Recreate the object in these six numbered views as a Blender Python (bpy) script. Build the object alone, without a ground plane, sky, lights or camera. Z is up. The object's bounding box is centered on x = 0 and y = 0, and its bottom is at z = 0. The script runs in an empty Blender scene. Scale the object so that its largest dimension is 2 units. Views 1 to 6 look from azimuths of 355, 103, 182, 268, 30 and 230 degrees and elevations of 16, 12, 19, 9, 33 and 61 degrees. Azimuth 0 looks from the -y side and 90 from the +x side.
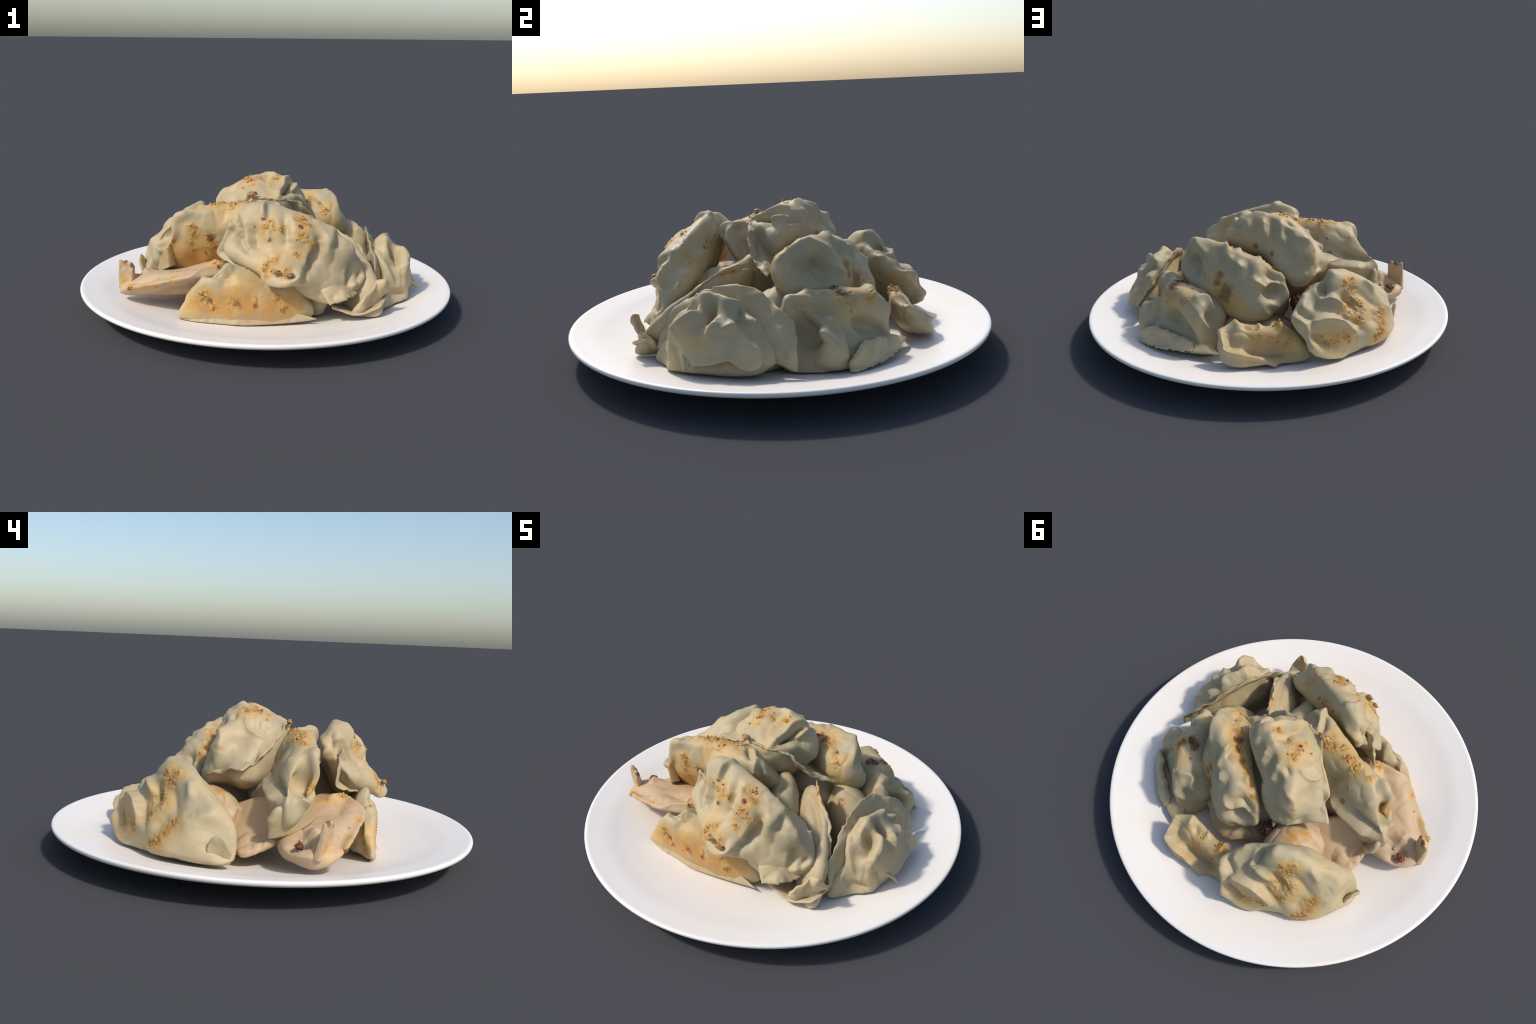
"""A heap of pan-fried dumplings on a round white plate (Blender 4.5, procedural)."""
import bpy, math
import numpy as np

RNG = np.random.default_rng(7)


# ------------------------------------------------------------------ helpers
def unit(v):
    v = np.asarray(v, float)
    return v / np.linalg.norm(v)


def frame(axis, up):
    x = unit(axis)
    z = np.asarray(up, float) - np.dot(up, x) * x
    z = unit(z)
    return np.stack([x, np.cross(z, x), z])


def lattice_noise(p, freq, seed):
    """Smooth value noise in -1..1 on points p (n, 3)."""
    q = np.asarray(p) * freq + np.array([12.3, 45.1, 7.7]) * (seed % 97 + 1)
    i = np.floor(q).astype(np.int64)
    f = q - i
    f = f * f * f * (f * (f * 6 - 15) + 10)
    out = np.zeros(len(q))
    for dx in (0, 1):
        for dy in (0, 1):
            for dz in (0, 1):
                h = ((i[:, 0] + dx) * 73856093) ^ ((i[:, 1] + dy) * 19349663) ^ ((i[:, 2] + dz) * 83492791) ^ (seed * 2654435)
                h = (h ^ (h >> 13)) * 1274126177
                v = ((h ^ (h >> 16)) & 0xFFFF) / 32767.5 - 1.0
                w = (f[:, 0] if dx else 1 - f[:, 0]) * (f[:, 1] if dy else 1 - f[:, 1]) * (f[:, 2] if dz else 1 - f[:, 2])
                out += w * v
    return out


def fractal(p, freq, seed, octaves=3):
    out, a = 0, 1.0
    for k in range(octaves):
        out = out + a * lattice_noise(p, freq * 2.03 ** k, seed + 11 * k)
        a *= 0.5
    return out


def path_distance(P, path, closed=False):
    """Distance from points to a polyline and the position 0..1 along it."""
    path = np.asarray(path, float)
    seg = np.linalg.norm(np.diff(path, axis=0), axis=1)
    cum = np.concatenate([[0], np.cumsum(seg)])
    best = np.full(len(P), 1e9)
    where = np.zeros(len(P))
    for k in range(len(path) - 1):
        a, b = path[k], path[k + 1]
        ab = b - a
        t = np.clip(((P - a) @ ab) / (ab @ ab + 1e-12), 0, 1)
        d = np.linalg.norm(P - (a + t[:, None] * ab), axis=1)
        m = d < best
        best[m] = d[m]
        where[m] = (cum[k] + t[m] * seg[k]) / (cum[-1] + 1e-9)
    return best, where


def smooth_path(points, per=8):
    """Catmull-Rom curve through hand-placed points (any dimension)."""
    p = np.asarray(points, float)
    if len(p) < 3:
        t = np.linspace(0, 1, per + 1)[:, None]
        return p[0] * (1 - t) + p[-1] * t
    q = np.concatenate([[2 * p[0] - p[1]], p, [2 * p[-1] - p[-2]]])
    out = []
    for k in range(1, len(q) - 2):
        for t in np.arange(per) / per:
            a, b, c, d = q[k - 1], q[k], q[k + 1], q[k + 2]
            out.append(0.5 * (2 * b + (c - a) * t + (2 * a - 5 * b + 4 * c - d) * t * t + (3 * b - a - 3 * c + d) * t ** 3))
    out.append(p[-1])
    return np.array(out)


def mesh_from(name, verts, faces, smooth=True):
    me = bpy.data.meshes.new(name)
    me.from_pydata([tuple(v) for v in np.asarray(verts, float)], [], [tuple(int(i) for i in f) for f in faces])
    me.update()
    if smooth:
        me.polygons.foreach_set("use_smooth", [True] * len(me.polygons))
    return me


def fast_mesh(name, verts, tris):
    me = bpy.data.meshes.new(name)
    n, f = len(verts), len(tris)
    k = tris.shape[1]
    me.vertices.add(n)
    me.vertices.foreach_set("co", np.asarray(verts, np.float32).ravel())
    me.loops.add(f * k)
    me.loops.foreach_set("vertex_index", np.asarray(tris, np.int32).ravel())
    me.polygons.add(f)
    me.polygons.foreach_set("loop_start", np.arange(0, f * k, k, dtype=np.int32))
    me.update(calc_edges=True)
    me.validate()
    me.polygons.foreach_set("use_smooth", np.ones(f, bool))
    return me


def add_object(name, data, parent=None, location=(0, 0, 0), material=None):
    ob = bpy.data.objects.new(name, data)
    bpy.context.scene.collection.objects.link(ob)
    ob.location = location
    if parent is not None:
        ob.parent = parent
    if material is not None:
        data.materials.append(material)
    return ob


def cube_sphere(n):
    """Unit sphere made of six n x n grids, welded."""
    t = np.tan(np.linspace(-np.pi / 4, np.pi / 4, n + 1))
    index, verts, quads = {}, [], []
    for ax in range(3):
        for sg in (-1, 1):
            ids = np.zeros((n + 1, n + 1), int)
            for i in range(n + 1):
                for j in range(n + 1):
                    v = [0, 0, 0]
                    v[ax], v[(ax + 1) % 3], v[(ax + 2) % 3] = sg, t[i], t[j]
                    key = tuple(round(c * 1e6) for c in v)
                    if key not in index:
                        index[key] = len(verts)
                        verts.append(v)
                    ids[i, j] = index[key]
            for i in range(n):
                for j in range(n):
                    q = [ids[i, j], ids[i + 1, j], ids[i + 1, j + 1], ids[i, j + 1]]
                    quads.append(q if sg > 0 else q[::-1])
    v = np.array(verts)
    return v / np.linalg.norm(v, axis=1)[:, None], np.array(quads)


SPHERE, QUADS = cube_sphere(90)


def vertex_normals(V, Q):
    n = np.cross(V[Q[:, 2]] - V[Q[:, 0]], V[Q[:, 3]] - V[Q[:, 1]])
    out = np.zeros_like(V)
    for k in range(4):
        np.add.at(out, Q[:, k], n)
    return out / (np.linalg.norm(out, axis=1)[:, None] + 1e-12)


# ---------------------------------------------------------------- materials
class Nodes:
    """Thin helper around a material's node tree."""

    def __init__(self, name):
        self.m = bpy.data.materials.new(name)
        self.m.use_nodes = True
        self.t = self.m.node_tree
        self.b = self.t.nodes["Principled BSDF"]

    def new(self, kind, **props):
        n = self.t.nodes.new(kind)
        for k, v in props.items():
            setattr(n, k, v)
        return n

    def put(self, a, b):
        if isinstance(a, bpy.types.NodeSocket):
            self.t.links.new(a, b)
        else:
            b.default_value = a

    def math(self, op, a, b=0.0, clamp=False):
        n = self.new("ShaderNodeMath", operation=op, use_clamp=clamp)
        self.put(a, n.inputs[0])
        self.put(b, n.inputs[1])
        return n.outputs[0]

    def noise(self, vec, scale, detail=3.0, rough=0.55, lac=2.0):
        n = self.new("ShaderNodeTexNoise")
        self.t.links.new(vec, n.inputs["Vector"])
        n.inputs["Scale"].default_value = scale
        n.inputs["Detail"].default_value = detail
        n.inputs["Roughness"].default_value = rough
        return n.outputs["Fac"]

    def smooth(self, x, lo, hi, a=0.0, b=1.0):
        n = self.new("ShaderNodeMapRange", interpolation_type="SMOOTHSTEP")
        self.put(x, n.inputs["Value"])
        for i, v in zip(("From Min", "From Max", "To Min", "To Max"), (lo, hi, a, b)):
            n.inputs[i].default_value = v
        return n.outputs["Result"]

    def mix(self, fac, a, b):
        n = self.new("ShaderNodeMix", data_type="RGBA")
        self.put(fac, n.inputs["Factor"])
        self.put(a, n.inputs["A"])
        self.put(b, n.inputs["B"])
        return n.outputs["Result"]


def rgb(r, g, b):
    """sRGB 0..255 to a linear colour."""
    f = lambda c: (c / 255 / 12.92) if c <= 10 else ((c / 255 + 0.055) / 1.055) ** 2.4
    return (f(r), f(g), f(b), 1.0)


DOUGH_GREY = rgb(173, 159, 126)
DOUGH_WARM = rgb(190, 169, 131)
DOUGH_PEACH = rgb(196, 165, 130)
TAN, AMBER, BROWN, CHAR = rgb(198, 160, 94), rgb(186, 130, 58), rgb(126, 78, 40), rgb(90, 46, 34)


def dough_material(name, tint, stains, seed, peach=0.0):
    """Steamed dough; `stains` = (x, y, z, radius, strength, kind) around fried spots.
    kind 0: oily yellow glow, 3: smooth amber browning, 1: amber crust, 2: dark char."""
    k = Nodes(name)
    tc = k.new("ShaderNodeTexCoord")
    vec = k.new("ShaderNodeVectorMath", operation="ADD")
    k.t.links.new(tc.outputs["Object"], vec.inputs[0])
    vec.inputs[1].default_value = (seed * 3.1, seed * 1.7, -seed * 2.3)
    pos = vec.outputs[0]
    broad = k.noise(pos, 5.0, 2.0)
    fine = k.noise(pos, 38.0, 5.0, 0.65)
    grain = k.noise(pos, 120.0, 4.0, 0.7)
    base = k.mix(k.smooth(broad, 0.35, 0.65), tint, DOUGH_WARM)
    if peach:
        base = k.mix(peach, base, DOUGH_PEACH)
    mottled = k.mix(k.smooth(fine, 0.3, 0.75, 0.0, 0.22), base, rgb(160, 148, 112))
    colour = mottled
    crust_total = None
    warp = k.math("MULTIPLY", k.math("SUBTRACT", fine, 0.5), 1.1)
    warp2 = k.math("MULTIPLY", k.math("SUBTRACT", k.noise(pos, 16.0, 3.0), 0.5), 1.1)
    stains = [(x, y, z, 2.3 * r, 0.75 * s, 0) for x, y, z, r, s, kd in stains if kd == 1 and r > 0.015] + list(stains)
    for kind in (0, 3, 1, 2):
        total = None
        for (x, y, z, r, s, kd) in stains:
            if kd != kind:
                continue
            d = k.new("ShaderNodeVectorMath", operation="DISTANCE")
            k.t.links.new(tc.outputs["Object"], d.inputs[0])
            d.inputs[1].default_value = (x, y, z)
            a = k.math("SUBTRACT", 1.0, k.math("DIVIDE", d.outputs["Value"], r * (1.3 if kind == 1 else 1.15 if kind == 3 else 1.0)))
            a = k.math("ADD", k.math("ADD", a, warp if kind in (1, 2) else 0.0), warp2)
            a = k.math("MULTIPLY", k.smooth(a, 0.0, (0.85, 0.9, 0.7, 0.9)[kind]), s)
            total = a if total is None else k.math("MAXIMUM", total, a)
        if total is None:
            continue
        if kind == 0:
            colour = k.mix(total, colour, TAN)
        elif kind == 3:
            colour = k.mix(total, colour, rgb(184, 136, 72))
        elif kind == 1:
            toast = k.mix(k.smooth(k.math("ADD", k.math("MULTIPLY", grain, 0.7), k.math("MULTIPLY", total, 0.18)), 0.42, 0.66), k.mix(k.smooth(fine, 0.36, 0.62), AMBER, TAN), BROWN)
            colour = k.mix(total, colour, toast)
        else:
            burnt = k.mix(k.smooth(grain, 0.35, 0.6), CHAR, BROWN)
            colour = k.mix(total, colour, burnt)
        if kind in (1, 2):
            crust_total = total if crust_total is None else k.math("MAXIMUM", crust_total, total)
    specks = k.smooth(k.noise(pos, 85.0, 1.0, 0.4), 0.74, 0.79, 0.0, 0.35)
    colour = k.mix(specks, colour, BROWN)
    k.t.links.new(colour, k.b.inputs["Base Color"])
    k.b.inputs["Roughness"].default_value = 0.52
    k.b.inputs["Specular IOR Level"].default_value = 0.35
    bump = k.new("ShaderNodeBump")
    bump.inputs["Strength"].default_value = 0.35
    bump.inputs["Distance"].default_value = 0.004
    height = k.math("MULTIPLY", fine, 0.35)
    if crust_total is not None:
        height = k.math("ADD", height, k.math("MULTIPLY", k.math("MULTIPLY", grain, crust_total), 2.5))
    k.t.links.new(height, bump.inputs["Height"])
    k.t.links.new(bump.outputs["Normal"], k.b.inputs["Normal"])
    return k.m


# -------------------------------------------------------------------- plate
def lathe(profile, segments):
    prof = np.asarray(profile)
    ang = np.linspace(0, 2 * np.pi, segments, endpoint=False)
    V, F = [], []
    n = len(prof)
    inner = [i for i in range(n) if prof[i, 0] > 1e-6]
    rows = {}
    for i in range(n):
        if prof[i, 0] <= 1e-6:
            rows[i] = [len(V)] * segments
            V.append((0, 0, prof[i, 1]))
        else:
            rows[i] = list(range(len(V), len(V) + segments))
            V += [(prof[i, 0] * math.cos(a), prof[i, 0] * math.sin(a), prof[i, 1]) for a in ang]
    for i in range(n - 1):
        for j in range(segments):
            q = [rows[i][j], rows[i][(j + 1) % segments], rows[i + 1][(j + 1) % segments], rows[i + 1][j]]
            q = list(dict.fromkeys(q))
            F.append(q[::-1])
    return V, F


PLATE_TOP = [(0, .03), (.2, .03), (.4, .034), (.55, .048), (.7, .073), (.8, .094), (.88, .1145), (.96, .129), (.985, .133)]


def plate_height(x, y):
    r, z = zip(*PLATE_TOP)
    return np.interp(np.hypot(x, y), r, z)


def settle(P):
    """Dough resting on the plate is squashed flat against it."""
    P = P.copy()
    floor = plate_height(P[:, 0], P[:, 1]) + 0.003
    low = P[:, 2] < floor + 0.02
    P[low, 2] = floor[low] + 0.02 * np.exp(np.clip((P[low, 2] - floor[low] - 0.02) / 0.02, -8, 0))
    return P


def build_plate():
    rim = [(.997, .1305), (1.0, .122), (.994, .112), (.97, .103), (.85, .079), (.72, .05), (.6, .018),
           (.56, .002), (.53, 0.0), (.5, .004), (.46, .012), (.2, .012), (0, .012)]
    prof = smooth_path(PLATE_TOP + rim, 6)
    prof[:, 0] = np.clip(prof[:, 0], 0, 1.0)
    prof[:, 1] = np.clip(prof[:, 1], 0, None)
    V, F = lathe(prof, 256)
    k = Nodes("glazed_porcelain")
    tc = k.new("ShaderNodeTexCoord").outputs["Object"]
    stain = k.smooth(k.noise(tc, 3.2, 3.0), 0.5, 0.72, 0.0, 0.35)
    colour = k.mix(stain, rgb(239, 232, 223), rgb(238, 226, 204))
    crumbs = k.smooth(k.noise(tc, 70.0, 2.0, 0.5), 0.77, 0.80, 0.0, 0.5)
    area = k.smooth(k.noise(tc, 2.1, 2.0), 0.56, 0.66)
    colour = k.mix(k.math("MULTIPLY", crumbs, area), colour, rgb(205, 180, 130))
    k.t.links.new(colour, k.b.inputs["Base Color"])
    k.b.inputs["Roughness"].default_value = 0.4
    k.b.inputs["Specular IOR Level"].default_value = 0.4
    plate = add_object("dinner_plate", mesh_from("dinner_plate", V, F), material=k.m)
    plate["label"] = "round white porcelain dinner plate with a shallow rim"
    plate["category"] = "plate"


# ---------------------------------------------------------------- dumplings
SPREAD, EASE = 0.42, 0.06


def wrapper_shape(half, bulges, directions):
    """Radius of the stuffed wrapper over its ellipsoid: bulges are
    (longitude, latitude, factor) set on it and blended smoothly."""
    b = np.asarray(bulges, float)
    lo, la = np.radians(b[:, 0]), np.radians(b[:, 1])
    U = np.stack([np.cos(la) * np.cos(lo), np.cos(la) * np.sin(lo), np.sin(la)], -1)
    K = np.exp(-((U[:, None] - U[None]) ** 2).sum(-1) / (2 * SPREAD ** 2))
    w = np.linalg.solve(K + EASE * np.eye(len(K)), b[:, 2] - 1)
    r = 1 + np.exp(-(2 - 2 * directions @ U.T) / (2 * SPREAD ** 2)) @ w
    return np.clip(r, 0.5, 1.7)


COUNT = [0]


def dumpling(center, axis, up, half, bulges, folds=(), stains=(), frills=(), scraps=(), peach=0.0, tint=None, lumps=0.006, skirt=0.0, creases=0.004, label="pale pan-fried dumpling with pleats and browned patches"):
    seed = COUNT[0] = COUNT[0] + 1
    R = frame(axis, up)
    c = np.asarray(center, float)
    r = wrapper_shape(half, bulges, SPHERE)
    V = (SPHERE * r[:, None] * np.asarray(half)) @ R          # centred on the dumpling
    N = vertex_normals(V, QUADS)
    push = lumps * fractal(V, 8.0, seed * 5, 2) + 0.05 * lumps * fractal(V, 40.0, seed * 7, 2)
    crease = np.abs(fractal(V * (1, 1, 0.7), 9.0, seed * 19, 2))
    push = push - creases * np.exp(-(crease / 0.3) ** 2) + 0.4 * creases
    for amp, width, path in folds:
        pts = smooth_path(path, 5)
        d, s = path_distance(V, pts)
        length = np.linalg.norm(np.diff(pts, axis=0), axis=1).sum()
        u = np.clip(np.minimum(s, 1 - s) * length / (1.6 * width), 0, 1)
        ease = np.clip(length / (4 * width) - 0.5, 0, 1) * 0.6      # long folds fade out at both ends
        taper = 1 - ease + ease * u * u * (3 - 2 * u)
        push = push + 1.4 * amp * taper * np.exp(-(d / (1.1 * width)) ** 1.6)
    crust = np.zeros(len(V))
    for x, y, z, rad, strength, kind in stains:
        if kind in (1, 2):
            d = np.linalg.norm(V - (x, y, z), axis=1) / rad
            crust = np.maximum(crust, strength * np.clip(1.25 - d + 0.5 * lattice_noise(V, 40, seed), 0, 1))
    gr = fractal(V, 75.0, seed + 3, 2)
    push = push + crust * (0.0035 * gr + 0.006 * np.clip(gr - 0.35, 0, 1))
    V = V + N * (push - 0.005)[:, None]
    if skirt:                                                   # sides sag outwards towards the plate
        low = np.clip(1 - (V[:, 2] + c[2] - plate_height(V[:, 0] + c[0], V[:, 1] + c[1])) / 0.13, 0, 1)
        flat = N * (1, 1, 0)
        flat /= np.linalg.norm(flat, axis=1)[:, None] + 0.15
        V = V + flat * (skirt * low * np.clip(0.25 - N[:, 2], 0, 1) * (1 + 0.5 * lattice_noise(V, 14.0, seed)))[:, None]
    V[:, 2] = settle(V + c)[:, 2] - c[2]
    mat = dough_material("steamed_dough", tint or DOUGH_GREY, stains, seed, peach)
    root = add_object("dumpling", None, location=c)
    root["label"] = label
    root["category"] = "dumpling"
    add_object("wrapper", fast_mesh("wrapper", V, QUADS), root, material=mat)
    crumbs(root, mat, V, N, crust, seed)
    for f in frills:
        frill(root, mat, seed, **f)
    for sc in scraps:
        scrap(root, **sc)
    return root


def frill(root, mat, seed, base, edge, thick=0.014, wave=0.006, freq=22.0, name="crimped_edge", rag=0.0, sag=0.0, warm=0.0):
    """Thin crimped sheet of dough lofted from a base curve to an edge curve."""
    nu, nv = 96, 22
    if warm:
        mat = dough_material("thin_dough", DOUGH_WARM, [], seed + 40, warm)
    def resample(p):
        q = smooth_path(p, 12)
        s = np.concatenate([[0], np.cumsum(np.linalg.norm(np.diff(q, axis=0), axis=1))])
        t = np.linspace(0, s[-1], nu)
        return np.stack([np.interp(t, s, q[:, i]) for i in range(3)], -1)
    b, e = resample(base), resample(edge)
    t = np.linspace(0, 1, nv)[None, :, None]
    G = b[:, None] * (1 - t) + e[:, None] * t
    G[..., 2] -= sag * np.sin(np.pi * t[..., 0])
    du = np.gradient(G, axis=0)
    dv = np.gradient(G, axis=1)
    n = np.cross(du, dv)
    n /= np.linalg.norm(n, axis=2)[..., None] + 1e-9
    flat = G.reshape(-1, 3)
    wv = wave * (fractal(flat, freq, seed * 13, 2)).reshape(nu, nv)
    G = G + n * (wv * (0.35 + 0.65 * t[..., 0]))[..., None]
    if rag:
        k = rag * fractal(e, 60.0, seed * 17, 2)
        G = G + (dv / (np.linalg.norm(dv, axis=2)[..., None] + 1e-9)) * (k[:, None] * t[..., 0] ** 2)[..., None]
    s = np.linspace(0, 1, nu)[:, None]
    round_edge = np.sqrt(np.clip(1 - ((t[0, :, 0] - 0.80) / 0.20).clip(0, 1) ** 2, 0.02, 1))[None]
    ends = np.sqrt(np.clip(1 - ((np.abs(s - 0.5) * 2 - 0.9) / 0.1).clip(0, 1) ** 2, 0.02, 1))
    th = thick * 0.5 * round_edge * ends * (1.25 - 0.45 * t[..., 0])
    A, B = G + n * th[..., None], G - n * th[..., None]
    V = np.concatenate([A.reshape(-1, 3), B.reshape(-1, 3)])
    here = np.array(root.location)
    floor = plate_height(V[:, 0] + here[0], V[:, 1] + here[1]) + 0.003 - here[2]
    V[:, 2] = np.maximum(V[:, 2], floor)
    ia = np.arange(nu * nv).reshape(nu, nv)
    ib = ia + nu * nv
    F = []
    q = lambda a, b_, c_, d_: np.stack([a, b_, c_, d_], -1).reshape(-1, 4)
    F.append(q(ia[:-1, :-1], ia[1:, :-1], ia[1:, 1:], ia[:-1, 1:]))
    F.append(q(ib[:-1, :-1], ib[:-1, 1:], ib[1:, 1:], ib[1:, :-1]))
    for a, b_ in ((ia[:, -1], ib[:, -1]), (ib[:, 0], ia[:, 0]), (ib[-1, :], ia[-1, :]), (ia[0, :], ib[0, :])):
        F.append(q(a[:-1], a[1:], b_[1:], b_[:-1]))
    add_object(name, fast_mesh(name, V, np.concatenate(F)), root, material=mat)


def scrap(root, place, size, tone=(120, 62, 40), name="meat_filling", stretch=(1, 1, 1)):
    """Small crumbly lump of filling or crust."""
    S, Q = cube_sphere(22)
    k = 1 + 0.25 * fractal(S, 2.2, 31, 3)
    V = S * k[:, None] * size * np.asarray(stretch) + np.asarray(place)
    n = Nodes("cooked_filling")
    tc = n.new("ShaderNodeTexCoord").outputs["Object"]
    c = n.mix(n.smooth(n.noise(tc, 60.0, 4.0), 0.35, 0.65), rgb(*tone), rgb(*[v * 0.6 for v in tone]))
    n.t.links.new(c, n.b.inputs["Base Color"])
    n.b.inputs["Roughness"].default_value = 0.45
    add_object(name, fast_mesh(name, V, Q), root, material=n.m)


CRUMB, CRUMB_FACES = cube_sphere(3)


def crumbs(root, mat, V, N, crust, seed):
    """Fine fried grains stuck to the crusty patches."""
    rng = np.random.default_rng(seed)
    w = np.clip(crust - 0.25, 0, None) ** 1.2
    if (w > 0).sum() < 150:
        return
    n = int(min(90, 0.010 * (crust > 0.3).sum()))
    pick = rng.choice(len(V), n, p=w / w.sum())
    vs, fs = [], []
    for i, p in enumerate(pick):
        s = rng.uniform(0.002, 0.0048) * (1 + 0.5 * (rng.random() < 0.12))
        m = CRUMB * (1 + 0.25 * rng.normal(size=(len(CRUMB), 1))) * s * rng.uniform(0.6, 1.4, 3)
        vs.append(m + V[p] + N[p] * s * 0.4)
        fs.append(CRUMB_FACES + i * len(CRUMB))
    ob = add_object("fried_crumbs", fast_mesh("fried_crumbs", np.concatenate(vs), np.concatenate(fs)), root, material=mat)
    ob["kind"] = "stuff"


build_plate()


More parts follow.
